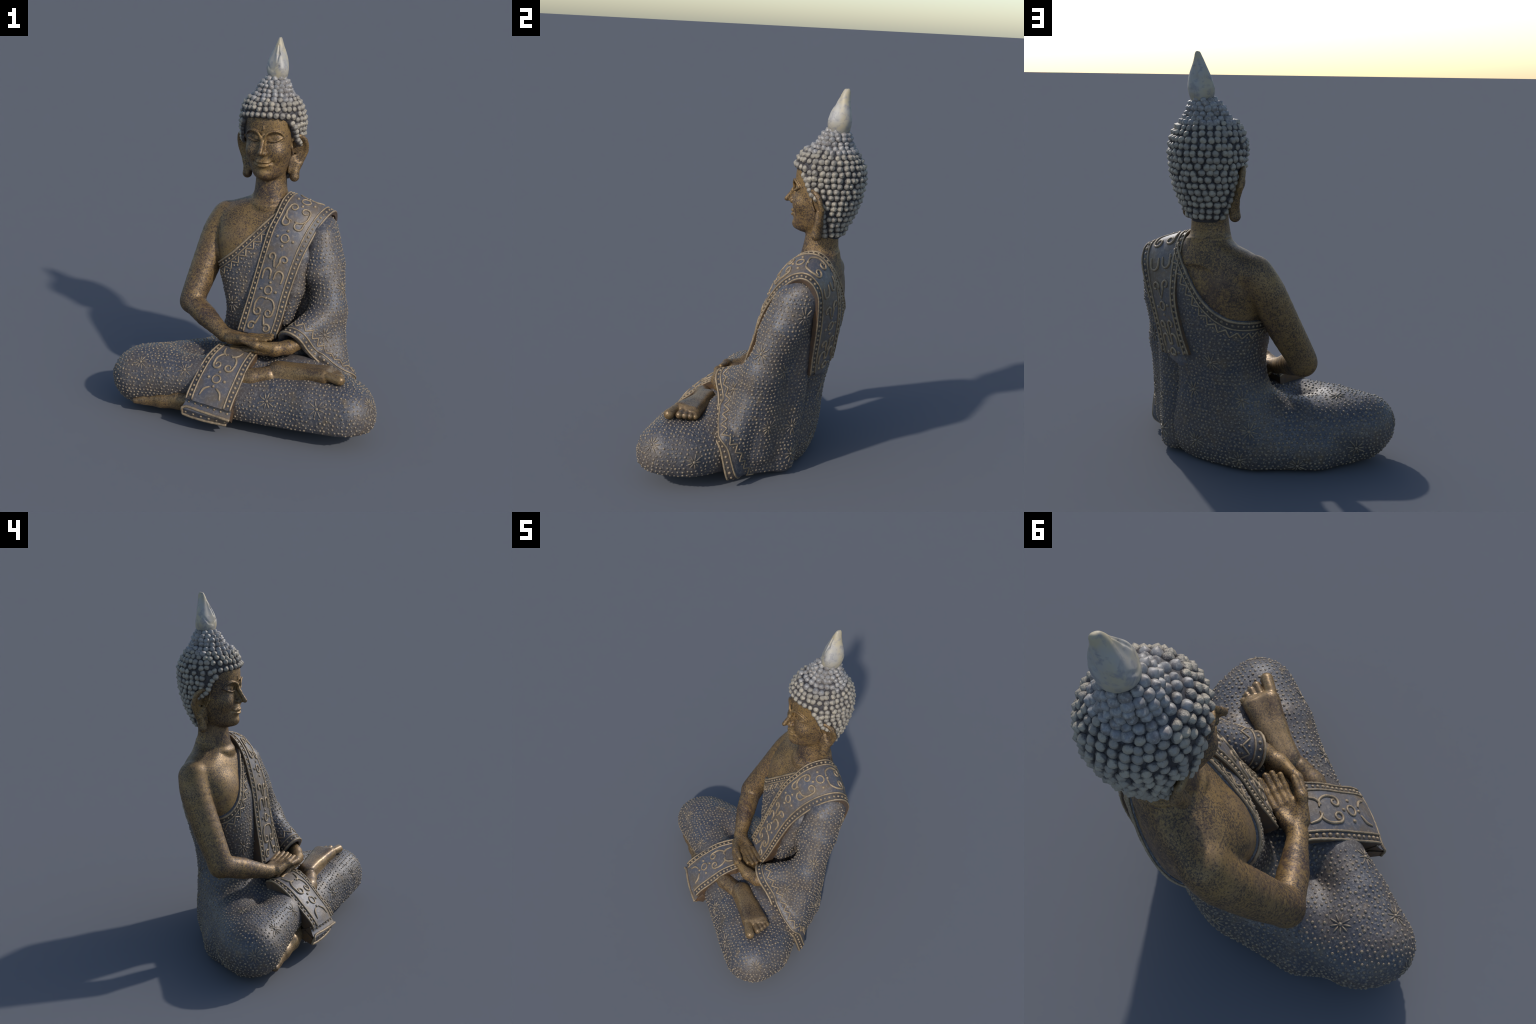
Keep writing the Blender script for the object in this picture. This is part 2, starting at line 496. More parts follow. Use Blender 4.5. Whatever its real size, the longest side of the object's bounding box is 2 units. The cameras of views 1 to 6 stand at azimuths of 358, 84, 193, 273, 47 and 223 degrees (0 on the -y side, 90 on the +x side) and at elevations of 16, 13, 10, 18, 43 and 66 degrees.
# ------------------------------------------------ head
face = Loft([
    (1.236, 0.020, 0.300, 0.47), (1.244, 0.048, 0.276, 0.48), (1.256, 0.070, 0.257, 0.49), (1.275, 0.087, 0.246, 0.50), (1.305, 0.101, 0.243, 0.50), (1.34, 0.113, 0.244, 0.50),
    (1.40, 0.126, 0.247, 0.50), (1.47, 0.132, 0.247, 0.50), (1.53, 0.134, 0.244, 0.50), (1.60, 0.132, 0.254, 0.50), (1.66, 0.11, 0.29, 0.50)], CX, 2.4, 0.39)
hair = Loft([
    (1.222, 0.076, 0.332, 0.489), (1.250, 0.096, 0.312, 0.503), (1.310, 0.130, 0.282, 0.532), (1.380, 0.153, 0.262, 0.563), (1.450, 0.166, 0.247, 0.585),
    (1.510, 0.172, 0.240, 0.594), (1.560, 0.173, 0.238, 0.597), (1.610, 0.167, 0.243, 0.586), (1.650, 0.151, 0.264, 0.563), (1.685, 0.123, 0.296, 0.538),
    (1.705, 0.099, 0.330, 0.525), (1.720, 0.089, 0.346, 0.520), (1.745, 0.083, 0.359, 0.513), (1.766, 0.068, 0.374, 0.505), (1.785, 0.046, 0.396, 0.496), (1.800, 0.026, 0.422, 0.487)], CX, 2.0)
HAIRLINE = [(1.20, 0.420), (1.25, 0.420), (1.42, 0.415), (1.44, 0.398), (1.455, 0.362), (1.48, 0.343), (1.515, 0.330), (1.545, 0.316), (1.575, 0.286), (1.597, 0.245), (1.604, 0.20), (1.61, 0.0)]

def hair_field(p):
    yh = lerp_curve(p[:, 2], HAIRLINE)
    slope = 0.55
    return smax(hair(p), (yh - p[:, 1]) * slope, 0.020)

def mirror(p):
    q = p.copy(); q[:, 0] = np.abs(q[:, 0] - CX); return q     # x now = distance from the symmetry plane

def face_detail(p, f):
    """features carved and added on the mirrored half face; only near the face"""
    near = (p[:, 1] < 0.42) & (p[:, 2] > 1.22) & (p[:, 2] < 1.60) & (np.abs(f) < 0.09)
    if not near.any(): return f
    q = mirror(p[near]); g = f[near]
    # eye sockets under the brow, then the closed lid bulging in them
    g = smax(g, -ellipsoid(q, (0.058, 0.224, 1.488), (0.054, 0.037, 0.027)), 0.012)
    g = smax(g, -ellipsoid(q, (0.021, 0.224, 1.468), (0.016, 0.030, 0.026)), 0.012)
    g = smin(g, ellipsoid(q, (0.062, 0.286, 1.481), (0.043, 0.030, 0.023)), 0.006)
    # cheek
    g = smin(g, ellipsoid(q, (0.060, 0.290, 1.40), (0.05, 0.046, 0.05)), 0.03)
    # brow ridge line
    brow = np.array([(0.012, 0.236, 1.472), (0.016, 0.232, 1.496), (0.035, 0.238, 1.514), (0.062, 0.246, 1.521), (0.090, 0.263, 1.513), (0.108, 0.284, 1.490)])
    g = smin(g, chain(q, catmull(brow, 3), [0.0055] * 16, 0.004), 0.006)
    # lid edge and slit
    lid = catmull([(0.030, 0.246, 1.464), (0.060, 0.250, 1.461), (0.085, 0.262, 1.469), (0.108, 0.284, 1.484)], 3)
    g = smax(g, -chain(q, lid + [0, -0.003, -0.006], [0.0075] * 10, 0.003), 0.003)
    g = smin(g, chain(q, lid + [0, 0.0, 0.004], [0.0045] * 10, 0.003), 0.004)
    # nose
    g = smin(g, chain(q, [(0, 0.246, 1.495), (0, 0.226, 1.455), (0, 0.194, 1.407)], [0.008, 0.009, 0.0125], 0.01), 0.010)
    g = smin(g, triangle(q, (0, 0.250, 1.488), (0, 0.202, 1.405), (0, 0.252, 1.398), 0.0075), 0.007)
    g = smin(g, triangle(q, (0.004, 0.256, 1.465), (0.002, 0.212, 1.404), (0.010, 0.252, 1.400), 0.005), 0.008)
    g = smin(g, chain(q, [(0, 0.228, 1.398), (0.013, 0.228, 1.399)], [0.013, 0.0125]), 0.007)
    g = smin(g, ellipsoid(q, (0.016, 0.236, 1.402), (0.012, 0.016, 0.012)), 0.006)
    g = smax(g, -ellipsoid(q, (0.008, 0.215, 1.382), (0.005, 0.008, 0.006)), 0.004)
    # mouth: muzzle, lips, parting line and dimples
    g = smin(g, ellipsoid(q, (0, 0.258, 1.345), (0.046, 0.026, 0.034)), 0.018)
    up = catmull([(0, 0.232, 1.349), (0.012, 0.231, 1.352), (0.030, 0.239, 1.348), (0.050, 0.253, 1.349)], 3)
    lo = catmull([(0, 0.232, 1.331), (0.018, 0.235, 1.332), (0.036, 0.245, 1.340)], 3)
    g = smin(g, chain(q, up, np.linspace(0.0078, 0.004, 10), 0.004), 0.005)
    g = smin(g, chain(q, lo, np.linspace(0.0090, 0.005, 7), 0.004), 0.006)
    cut = catmull([(0, 0.2235, 1.3405), (0.020, 0.228, 1.341), (0.040, 0.240, 1.344), (0.056, 0.254, 1.352)], 3)
    g = smax(g, -chain(q, cut, [0.0048] * 10, 0.002), 0.003)
    g = smax(g, -ellipsoid(q, (0.055, 0.247, 1.348), (0.008, 0.008, 0.011)), 0.008)
    g = smax(g, -ellipsoid(q, (0, 0.222, 1.372), (0.005, 0.006, 0.013)), 0.006)
    g = smax(g, -ellipsoid(q, (0, 0.222, 1.314), (0.020, 0.008, 0.006)), 0.010)
    # chin
    g = smin(g, ellipsoid(q, (0, 0.262, 1.281), (0.034, 0.030, 0.027)), 0.018)
    # forehead mark
    g = smin(g, chain(q, [(0, 0.2435, 1.528), (0, 0.2435, 1.546)], [0.005, 0.003]), 0.004)
    out = f.copy(); out[near] = g
    return out

ARM = [(-0.223, 0.394, 0.992), (-0.266, 0.354, 0.90), (-0.305, 0.260, 0.72), (-0.334, 0.184, 0.59), (-0.344, 0.157, 0.535)]
ARM_R = [0.083, 0.083, 0.078, 0.069, 0.065]
FORE = [(-0.344, 0.157, 0.535), (-0.225, 0.072, 0.490), (-0.085, -0.015, 0.432)]
FORE_R = [0.063, 0.060, 0.038]

def refine(P, R, n=4):
    q = catmull(P, n)
    return q, np.interp(np.linspace(0, 1, len(q)), np.linspace(0, 1, len(R)), R)
ARM_S, ARM_SR = refine(ARM, ARM_R)
FORE_S, FORE_SR = refine(FORE, FORE_R)

def right_hand(p):
    palm = ellipsoid(p, (0.015, -0.030, 0.426), (0.095, 0.058, 0.028))
    f = smin(palm, cone(p, (-0.085, -0.015, 0.432), (-0.01, -0.03, 0.425), 0.037, 0.033), 0.03)
    f = smax(f, -ellipsoid(p, (0.04, -0.025, 0.478), (0.075, 0.032, 0.034)), 0.02)
    f = smin(f, chain(p, [(-0.035, -0.062, 0.428), (0.045, -0.094, 0.450), (0.128, -0.099, 0.459)], [0.028, 0.020, 0.013], 0.02), 0.012)
    for y0, y1, x1, r in ((0.016, 0.022, 0.176, 0.0145), (-0.010, -0.006, 0.186, 0.015), (-0.034, -0.034, 0.184, 0.0145), (-0.056, -0.060, 0.166, 0.0135)):
        f = smin(f, chain(p, [(0.055, y0, 0.430), (0.12, (y0+y1)/2, 0.433), (x1, y1, 0.445)], [r + .002, r, r - .002], 0.01), 0.006)
    return f

def skin_field(p):
    t = torso(p) + 0.009
    t = smax(t, 0.62 - p[:, 2], 0.01)
    # chest and shoulder masses
    t = smin(t, cone(p, (0.02, 0.42, 1.09), (-0.20, 0.397, 1.012), 0.046, 0.060), 0.05)
    t = smin(t, ellipsoid(p, (-0.10, 0.285, 0.905), (0.11, 0.085, 0.09)), 0.05)
    arm = chain(p, ARM_S, ARM_SR, 0.004)
    f = smin(t, arm, 0.022)
    fore = chain(p, FORE_S, FORE_SR, 0.004)
    f = np.minimum(f, 9)
    af = smin(arm, fore, 0.02)
    f = smin(f, af, 0.012)
    near = (p[:, 2] < 0.56) & (p[:, 1] < 0.12)
    if near.any():
        f = f.copy(); f[near] = smin(f[near], right_hand(p[near]), 0.018)
    # neck with the two folds of a meditating figure
    nk = Loft.__call__(neck, p)
    f = smin(f, nk, np.interp(p[:, 1], [0.30, 0.42], [0.007, 0.05]))
    fc = face(p)
    fc = face_detail(p, fc)
    f = smin(f, fc, 0.012)
    return f

neck = Loft([(1.04, 0.115, 0.272, 0.505), (1.085, 0.111, 0.268, 0.497), (1.106, 0.107, 0.272, 0.493), (1.124, 0.097, 0.289, 0.490), (1.15, 0.094, 0.297, 0.488), (1.19, 0.089, 0.305, 0.486),
             (1.23, 0.086, 0.311, 0.484), (1.30, 0.085, 0.31, 0.484)], CX + 0.004, 2.1)

def ear_field(p):
    q = mirror(p)
    rim = catmull([(0.128, 0.352, 1.462), (0.152, 0.362, 1.484), (0.180, 0.388, 1.478), (0.196, 0.415, 1.440), (0.192, 0.424, 1.395), (0.172, 0.420, 1.345), (0.152, 0.410, 1.310)], 4)
    R = np.interp(np.linspace(0, 1, len(rim)), [0, .3, .6, 1], [0.009, 0.010, 0.010, 0.011])
    f = chain(q, rim, R, 0.006)
    # shell behind the rim, hollowed in front
    for a, b in ((4, 10), (10, 16), (16, 22)):
        f = smin(f, triangle(q, rim[a] + [0, .006, 0], rim[b] + [0, .006, 0], (0.118, 0.40, 1.44 - 0.005 * a), 0.008), 0.010)
    f = smin(f, triangle(q, rim[22], rim[-1], (0.112, 0.395, 1.34), 0.010), 0.014)
    f = smin(f, triangle(q, (0.112, 0.39, 1.38), (0.150, 0.408, 1.31), (0.11, 0.385, 1.28), 0.010), 0.016)
    # long lobe
    f = smin(f, chain(q, [(0.150, 0.410, 1.320), (0.138, 0.400, 1.285), (0.138, 0.394, 1.252)], [0.018, 0.0245, 0.0270], 0.006), 0.014)
    # tragus fold
    f = smin(f, chain(q, [(0.125, 0.355, 1.455), (0.128, 0.358, 1.42), (0.132, 0.375, 1.38)], [0.007, 0.006, 0.006]), 0.006)
    return f

def flame_field(p):
    f = flame(p)
    d = p[:, 2] - 1.79
    # spiral channels that twist the finial into a flame
    a = np.arctan2(p[:, 1] - 0.455, p[:, 0] - 0.042)
    f = f + 0.0058 * np.sin(3 * a + 9 * d + 0.8) * np.clip(d / 0.05, 0, 1) * np.clip((0.19 - d) / 0.1, 0, 1)
    f = smax(f, -chain(p, [(0.010, 0.520, 1.845), (0.030, 0.516, 1.88), (0.042, 0.506, 1.93)], [0.012, 0.013, 0.005]), 0.007)
    f = smax(f, -chain(p, [(0.07, 0.522, 1.828), (0.035, 0.528, 1.822), (0.005, 0.512, 1.835), (-0.012, 0.49, 1.85)], [0.006, 0.008, 0.008, 0.004]), 0.005)
    f = smax(f, -chain(p, [(-0.018, 0.445, 1.88), (0.0, 0.405, 1.838), (0.03, 0.390, 1.830), (0.062, 0.398, 1.852)], [0.005, 0.007, 0.007, 0.004]), 0.006)
    f = smax(f, -chain(p, [(0.05, 0.405, 1.875), (0.052, 0.425, 1.915), (0.046, 0.448, 1.96)], [0.003, 0.006, 0.003]), 0.006)
    f = smax(f, p[:, 2] - 2.0 - 0.1 * (p[:, 1] - 0.48), 0.004)
    return f
flame = Loft([(1.765, 0.040, 0.412, 0.495), (1.785, 0.048, 0.400, 0.505), (1.805, 0.056, 0.394, 0.511), (1.832, 0.060, 0.395, 0.514), (1.865, 0.055, 0.405, 0.512), (1.905, 0.042, 0.422, 0.508),
              (1.945, 0.026, 0.440, 0.502), (1.975, 0.016, 0.455, 0.499), (1.992, 0.010, 0.464, 0.497), (2.004, 0.004, 0.473, 0.490)], 0.043, 2.1)

def left_hand(p):
    f = chain(p, [(0.36, 0.02, 0.440), (0.29, -0.045, 0.418), (0.225, -0.080, 0.410)], [0.034, 0.037, 0.038], 0.02)
    f = smin(f, chain(p, [(0.225, -0.088, 0.418), (0.13, -0.116, 0.434), (0.056, -0.112, 0.445)], [0.032, 0.020, 0.0125], 0.015), 0.015)
    f = smin(f, ellipsoid(p, (0.16, -0.06, 0.392), (0.09, 0.055, 0.024)), 0.02)
    for y0, y1, x1 in ((-0.086, -0.082, -0.018), (-0.058, -0.056, -0.026), (-0.030, -0.03, -0.02), (-0.004, -0.004, 0.0)):
        f = smin(f, chain(p, [(0.16, y0, 0.390), (0.07, (y0+y1)/2, 0.382), (x1, y1, 0.377)], [0.018, 0.016, 0.013], 0.01), 0.007)
    return f

def right_foot(p):
    med = chain(p, [(0.262, -0.143, 0.318), (0.40, -0.158, 0.322), (0.525, -0.182, 0.342)], [0.046, 0.040, 0.040], 0.02)
    lat = chain(p, [(0.275, -0.128, 0.318), (0.41, -0.115, 0.322), (0.54, -0.110, 0.335)], [0.045, 0.036, 0.032], 0.02)
    f = smin(med, lat, 0.04)
    f = smin(f, triangle(p, (0.27, -0.135, 0.325), (0.525, -0.18, 0.342), (0.54, -0.11, 0.337), 0.030), 0.03)
    f = smax(f, p[:, 2] - (0.362 + 0.085 * np.clip(p[:, 0] - 0.25, 0, 0.29)) - 0.06 * np.abs(p[:, 1] + 0.14), 0.018)
    ank = chain(p, [(0.22, -0.170, 0.300), (0.14, -0.195, 0.280), (0.05, -0.2, 0.26)], [0.044, 0.048, 0.05], 0.02)
    f = smin(f, ank, 0.006)
    f = smin(f, cone(p, (0.16, -0.16, 0.26), (0.52, -0.15, 0.30), 0.05, 0.05), 0.02)
    toes = (((0.555, -0.200, 0.352), (0.618, -0.212, 0.346), 0.027), ((0.560, -0.160, 0.346), (0.608, -0.160, 0.346), 0.0185),
            ((0.558, -0.135, 0.343), (0.598, -0.133, 0.343), 0.0170), ((0.552, -0.112, 0.340), (0.586, -0.108, 0.339), 0.0155), ((0.545, -0.092, 0.336), (0.572, -0.086, 0.334), 0.0145))
    for a, b, r in toes:
        f = smin(f, chain(p, [a, b], [r * 0.9, r]), 0.005)
    return smax(f, -chain(p, [(0.553, -0.215, 0.392), (0.566, -0.15, 0.384), (0.555, -0.08, 0.372)], [0.010, 0.011, 0.010]), 0.012)

def left_foot(p):
    f = chain(p, [(-0.10, -0.22, 0.115), (-0.25, -0.240, 0.110), (-0.36, -0.232, 0.088), (-0.46, -0.240, 0.080)], [0.06, 0.052, 0.045, 0.035], 0.02)
    f = smin(f, ellipsoid(p, (-0.347, -0.252, 0.100), (0.05, 0.032, 0.030)), 0.015)
    f = smin(f, cone(p, (-0.46, -0.250, 0.078), (-0.508, -0.258, 0.072), 0.026, 0.020), 0.012)
    return smax(f, 0.05 - p[:, 2], 0.01)

# ------------------------------------------------ meshes
HS = 0.0038
V, Q = mesh_field(skin_field, (-0.46, -0.16, 0.33), (0.39, 0.57, 1.68), HS)
c = V[Q].mean(1)
axis = np.array(ARM[2]) - np.array(ARM[0]); axis /= np.linalg.norm(axis)
lab = np.full(len(Q), 2)
lab[(c[:, 2] > 1.115) & (np.abs(c[:, 0] - CX) < 0.13)] = 1
lab[(c[:, 2] > 1.236 - 0.30 * np.clip(c[:, 1] - 0.33, -0.1, 0.0))] = 0
lab[(c[:, 0] < -0.232 - 0.28 * (c[:, 2] - 0.95)) & (c[:, 2] < 1.1)] = 3
lab[(c[:, 2] < 0.62)] = 3
lab[(c[:, 2] < 0.56) & (c[:, 0] > -0.075)] = 4
split_parts(V, Q, lab, ["head", "neck", "torso", "arm", "hand"], [mat_skin] * 5)

def field_part(name, f, lo, hi, h, mat, sm=0):
    V, Q = mesh_field(f, lo, hi, h)
    if sm: V = relax(V, Q, sm)
    return V, Q, add(name, new_mesh(name, V, Q), mat)

field_part("hand", left_hand, (-0.06, -0.16, 0.34), (0.43, 0.09, 0.51), 0.003, mat_skin)
field_part("foot", right_foot, (-0.02, -0.28, 0.20), (0.67, -0.03, 0.42), 0.003, mat_foot)
field_part("foot", left_foot, (-0.56, -0.31, 0.03), (-0.02, -0.14, 0.19), 0.004, mat_foot)
for s in (1, -1):
    x0, x1 = (CX + 0.08, CX + 0.23) if s > 0 else (CX - 0.23, CX - 0.08)
    field_part("ear", ear_field, (x0, 0.32, 1.20), (x1, 0.46, 1.52), 0.003, mat_skin)
HV, HQ, hair_ob = field_part("scalp", hair_field, (-0.17, 0.20, 1.20), (0.24, 0.63, 1.82), 0.005, mat_scalp)
field_part("flame_finial", flame_field, (-0.05, 0.36, 1.755), (0.13, 0.55, 2.01), 0.003, mat_flame)

RV, RQ = mesh_field(robe_field, (-0.72, -0.40, -0.03), (0.86, 0.58, 1.20), 0.005)
RV = relax(RV, RQ, 1, 0.4)
SV, SQ = mesh_field(sleeve_field, (0.20, -0.16, -0.02), (0.70, 0.50, 1.12), 0.005)
SV = relax(SV, SQ, 1, 0.4)
c = RV[RQ].mean(1)
lab = np.zeros(len(RQ), int)
low = c[:, 2] < 0.42 - 0.5 * np.clip(c[:, 1] - 0.15, 0, 1)
lab[low & (c[:, 0] < -0.10 - 0.5 * np.clip(c[:, 1], 0, 1))] = 1
lab[low & (c[:, 0] > 0.10 + 0.5 * np.clip(c[:, 1], 0, 1))] = 2
split_parts(RV, RQ, lab, ["robe", "leg", "leg.001"], [mat_cloth] * 3)
sleeve_ob = add("sleeve", new_mesh("sleeve", SV, SQ), mat_cloth)
# ================================================================ ribbons (shoulder scarf, lap sash)
class Ribbon:
    """cloth strip through rows of (edge A, middle, edge B); u across 0..1, v = metres along"""
    def __init__(self, rows, nv=160, nu=25, flip=False):
        R = np.asarray(rows, float)                       # rows x 3 x 3
        C = np.stack([resample(catmull(R[:, j], 14), n=400) for j in range(3)], 1)
        mid = C[:, 1]
        d = np.concatenate([[0], np.cumsum(np.linalg.norm(np.diff(mid, axis=0), axis=1))])
        self.L = d[-1]
        vs = np.linspace(0, self.L, nv)
        C = np.stack([np.stack([np.interp(vs, d, C[:, j, k]) for k in range(3)], 1) for j in range(3)], 1)
        u = np.linspace(0, 1, nu)
        a, b, c_ = (2*(u-.5)*(u-1)), (4*u*(1-u)), (2*u*(u-.5))
        self.P = a[None, :, None]*C[:, None, 0] + b[None, :, None]*C[:, None, 1] + c_[None, :, None]*C[:, None, 2]
        du = np.gradient(self.P, axis=1); dv = np.gradient(self.P, axis=0)
        N = np.cross(du, dv); N /= np.linalg.norm(N, axis=2, keepdims=True)
        self.N = -N if flip else N
        self.nv, self.nu = nv, nu
        self.W = np.linalg.norm(np.diff(self.P, axis=1), axis=2).sum(1).mean()
    def at(self, u, v):
        """bilinear position and normal"""
        u = np.clip(np.atleast_1d(u), 0, 1) * (self.nu - 1); v = np.clip(np.atleast_1d(v) / self.L, 0, 1) * (self.nv - 1)
        i = np.minimum(v.astype(int), self.nv - 2); j = np.minimum(u.astype(int), self.nu - 2)
        s = (v - i)[:, None]; t = (u - j)[:, None]
        out = []
        for G in (self.P, self.N):
            out.append((1-s)*(1-t)*G[i, j] + (1-s)*t*G[i, j+1] + s*(1-t)*G[i+1, j] + s*t*G[i+1, j+1])
        return out[0], out[1] / np.linalg.norm(out[1], axis=1, keepdims=True)
    def solid(self, name, thick, mat, side_mat, strip=None):
        n = self.nv * self.nu
        th = np.broadcast_to(np.asarray(thick, float), (self.nv,))[:, None, None]
        V = np.concatenate([self.P.reshape(-1, 3), (self.P - self.N * th).reshape(-1, 3)])
        F = []; M = []
        idx = np.arange(n).reshape(self.nv, self.nu)
        q = np.stack([idx[:-1, :-1], idx[:-1, 1:], idx[1:, 1:], idx[1:, :-1]], -1).reshape(-1, 4)
        F += [tuple(r) for r in q.tolist()]; M += [0] * len(q)
        F += [tuple(r[::-1]) for r in (q + n).tolist()]; M += [1] * len(q)
        ring = np.concatenate([idx[0, :], idx[1:, -1], idx[-1, -2::-1], idx[-2:0:-1, 0]])
        for a, b in zip(ring, np.roll(ring, -1)):
            F.append((int(a), int(a) + n, int(b) + n, int(b))); M.append(1)
        me = new_mesh(name, V, F)
        me.materials.append(mat); me.materials.append(side_mat)
        if strip is not None:                                # flush faces between the twin rails, given the darker strip colour
            me.materials.append(mat_strip)
            uc = ((np.arange(len(q)) % (self.nu - 1)) + 0.5) / (self.nu - 1)
            d = np.minimum(uc, 1 - uc) * self.W
            for k in np.nonzero((d > strip[0]) & (d < strip[1]))[0]: M[int(k)] = 2
        me.polygons.foreach_set("material_index", M)
        me.set_sharp_from_angle(angle=math.radians(50))
        return add(name, me, None)
    def line(self, uv, r, seg=6, lift=0.2, wob=0.0):
        """raised bar along a uv polyline"""
        uv = np.asarray(uv, float)
        P, N = self.at(uv[:, 0], uv[:, 1])
        R = np.broadcast_to(np.asarray(r, float), (len(uv),)).copy()
        if wob: R = R * (1 + wob * rng.standard_normal(len(R)))
        return tube(P + N * (R * lift)[:, None], R, N, seg)

STUD = dome(10, 3, 0.85)
def stamp(B, P, N, r, tmpl=STUD, squash=1.0):
    T, F = tmpl
    for p, n, rr in zip(P, N, np.broadcast_to(r, (len(P),))):
        M = frame_from(n)
        B.put(p + (T * [rr, rr, rr * squash]) @ M.T, F)

scarf = Ribbon([
    [(-0.030, 0.040, 0.440), (0.084, 0.026, 0.438), (0.200, 0.018, 0.430)],
    [(-0.008, 0.068, 0.540), (0.106, 0.056, 0.545), (0.222, 0.060, 0.530)],
    [(0.022, 0.108, 0.675), (0.128, 0.090, 0.680), (0.244, 0.105, 0.655)],
    [(0.058, 0.152, 0.850), (0.162, 0.133, 0.840), (0.285, 0.160, 0.820)],
    [(0.085, 0.200, 0.985), (0.192, 0.183, 0.965), (0.325, 0.225, 0.935)],
    [(0.112, 0.245, 1.062), (0.222, 0.237, 1.052), (0.362, 0.300, 1.020)],
    [(0.128, 0.305, 1.132), (0.248, 0.300, 1.108), (0.392, 0.352, 1.062)],
    [(0.142, 0.372, 1.162), (0.266, 0.375, 1.132), (0.410, 0.400, 1.074)],
    [(0.142, 0.440, 1.148), (0.268, 0.440, 1.112), (0.412, 0.444, 1.048)],
    [(0.136, 0.490, 1.080), (0.258, 0.490, 1.045), (0.402, 0.472, 0.985)],
    [(0.134, 0.528, 0.965), (0.246, 0.513, 0.940), (0.380, 0.472, 0.895)],
    [(0.132, 0.541, 0.840), (0.234, 0.516, 0.820), (0.350, 0.462, 0.785)],
    [(0.106, 0.528, 0.690), (0.210, 0.497, 0.675), (0.322, 0.446, 0.650)],
    [(0.079, 0.507, 0.578), (0.188, 0.481, 0.560), (0.303, 0.436, 0.540)]], 220, 49)
scarf_ob = scarf.solid("shoulder_scarf", np.interp(np.linspace(0, 1, scarf.nv), [0, 0.30, 0.42, 1], [0.055, 0.045, 0.022, 0.024]), mat_band, mat_edge, (0.004, 0.041))

sash = Ribbon([
    [(-0.098, -0.015, 0.372), (0.015, -0.050, 0.378), (0.135, -0.085, 0.370)],
    [(-0.106, -0.064, 0.380), (0.012, -0.095, 0.384), (0.133, -0.133, 0.371)],
    [(-0.135, -0.160, 0.345), (-0.008, -0.190, 0.352), (0.118, -0.205, 0.328)],
    [(-0.159, -0.257, 0.272), (-0.029, -0.282, 0.281), (0.104, -0.278, 0.256)],
    [(-0.172, -0.326, 0.212), (-0.040, -0.346, 0.216), (0.094, -0.342, 0.202)],
    [(-0.177, -0.352, 0.178), (-0.045, -0.376, 0.172), (0.086, -0.378, 0.154)]], 80, 49, True)
sash_ob = sash.solid("lap_sash", 0.07, mat_band, mat_edge, (0.004, 0.041))
fold = Ribbon([
    [(-0.176, -0.332, 0.181), (-0.045, -0.355, 0.173), (0.085, -0.362, 0.151)],
    [(-0.180, -0.343, 0.157), (-0.047, -0.365, 0.148), (0.083, -0.369, 0.133)],
    [(-0.186, -0.352, 0.143), (-0.050, -0.376, 0.134), (0.084, -0.378, 0.120)],
    [(-0.192, -0.364, 0.127), (-0.053, -0.388, 0.118), (0.084, -0.388, 0.105)],
    [(-0.193, -0.356, 0.109), (-0.057, -0.379, 0.100), (0.074, -0.376, 0.091)],
    [(-0.192, -0.350, 0.083), (-0.060, -0.370, 0.075), (0.060, -0.366, 0.069)]], 50, 25, True)
fold_ob = fold.solid("sash_fold", 0.075, mat_band, mat_edge)

def edge_bands(rb, parent, name, v0, v1, inset, gap, rr, stud_r, step, outer=True):
    """twin rails along each long side with a row of studs between them"""
    w = 1 / rb.W
    B = Builder()
    vs = np.linspace(v0, v1, int((v1 - v0) / 0.008))
    for u in (inset * w, (inset + gap) * w, 1 - inset * w, 1 - (inset + gap) * w):
        B.put(*rb.line(np.stack([np.full_like(vs, u), vs], 1), rr, 6, 0.25, 0.10))
    add(name + "_rail", B.mesh(name + "_rail"), mat_gilt, parent)
    S = Builder()
    for u in ((inset + gap / 2) * w, 1 - (inset + gap / 2) * w):
        vv = np.arange(v0 + step / 2, v1, step)
        vv = vv + rng.uniform(-.002, .002, len(vv))
        P, N = rb.at(np.full_like(vv, u), vv)
        stamp(S, P, N, stud_r * rng.uniform(0.85, 1.15, len(vv)))
    add(name + "_stud", S.mesh(name + "_stud"), mat_gilt, parent, "stuff")

edge_bands(scarf, scarf_ob, "scarf", 0.004, scarf.L - 0.003, 0.005, 0.034, 0.0047, 0.0074, 0.0285)
edge_bands(sash, sash_ob, "sash", 0.004, sash.L - 0.003, 0.005, 0.034, 0.0050, 0.0080, 0.0285)

# fold at the sash end: rails across, studs between
B = Builder()
us = np.linspace(0.0, 1, 40)
for v, r in ((0.001, 0.005),):
    B.put(*fold.line(np.stack([us, np.full_like(us, v)], 1), r, 8, 0.1, 0.08))
# the roll's lip runs across, turns round the free end and comes back along the lower edge
loop = catmull([(1.0, 0.50, 0), (0.75, 0.49, 0), (0.4, 0.48, 0), (0.12, 0.46, 0), (0.015, 0.56, 0), (0.005, 0.80, 0), (0.04, 0.96, 0), (0.4, 0.985, 0), (0.75, 0.985, 0), (1.0, 0.985, 0)], 10)[:, :2] * [1, fold.L]
B.put(*fold.line(loop, 0.0072, 8, 0.15, 0.06))
add("fold_rail", B.mesh("fold_rail"), mat_gilt, fold_ob)
S = Builder()
for v, n in ((fold.L * 0.20, 7), (fold.L * 0.78, 6)):
    uu = np.linspace(0.08, 0.93, n); P, N = fold.at(uu, np.full(n, v)); stamp(S, P, N, 0.0068)
add("fold_stud", S.mesh("fold_stud"), mat_gilt, fold_ob, "stuff")

# ---------------------------------------------------------------- scroll ornament
def spiral(c, r0, r1, a0, turns, n=26):
    t = np.linspace(0, 1, n); r = r0 + (r1 - r0) * t; a = a0 + turns * 2 * np.pi * t
    return np.stack([c[0] + r * np.cos(a), c[1] + r * np.sin(a)], 1)

def tail(points): 
    P = catmull([(a, b, 0) for a, b in points], 8); return P[:, :2]

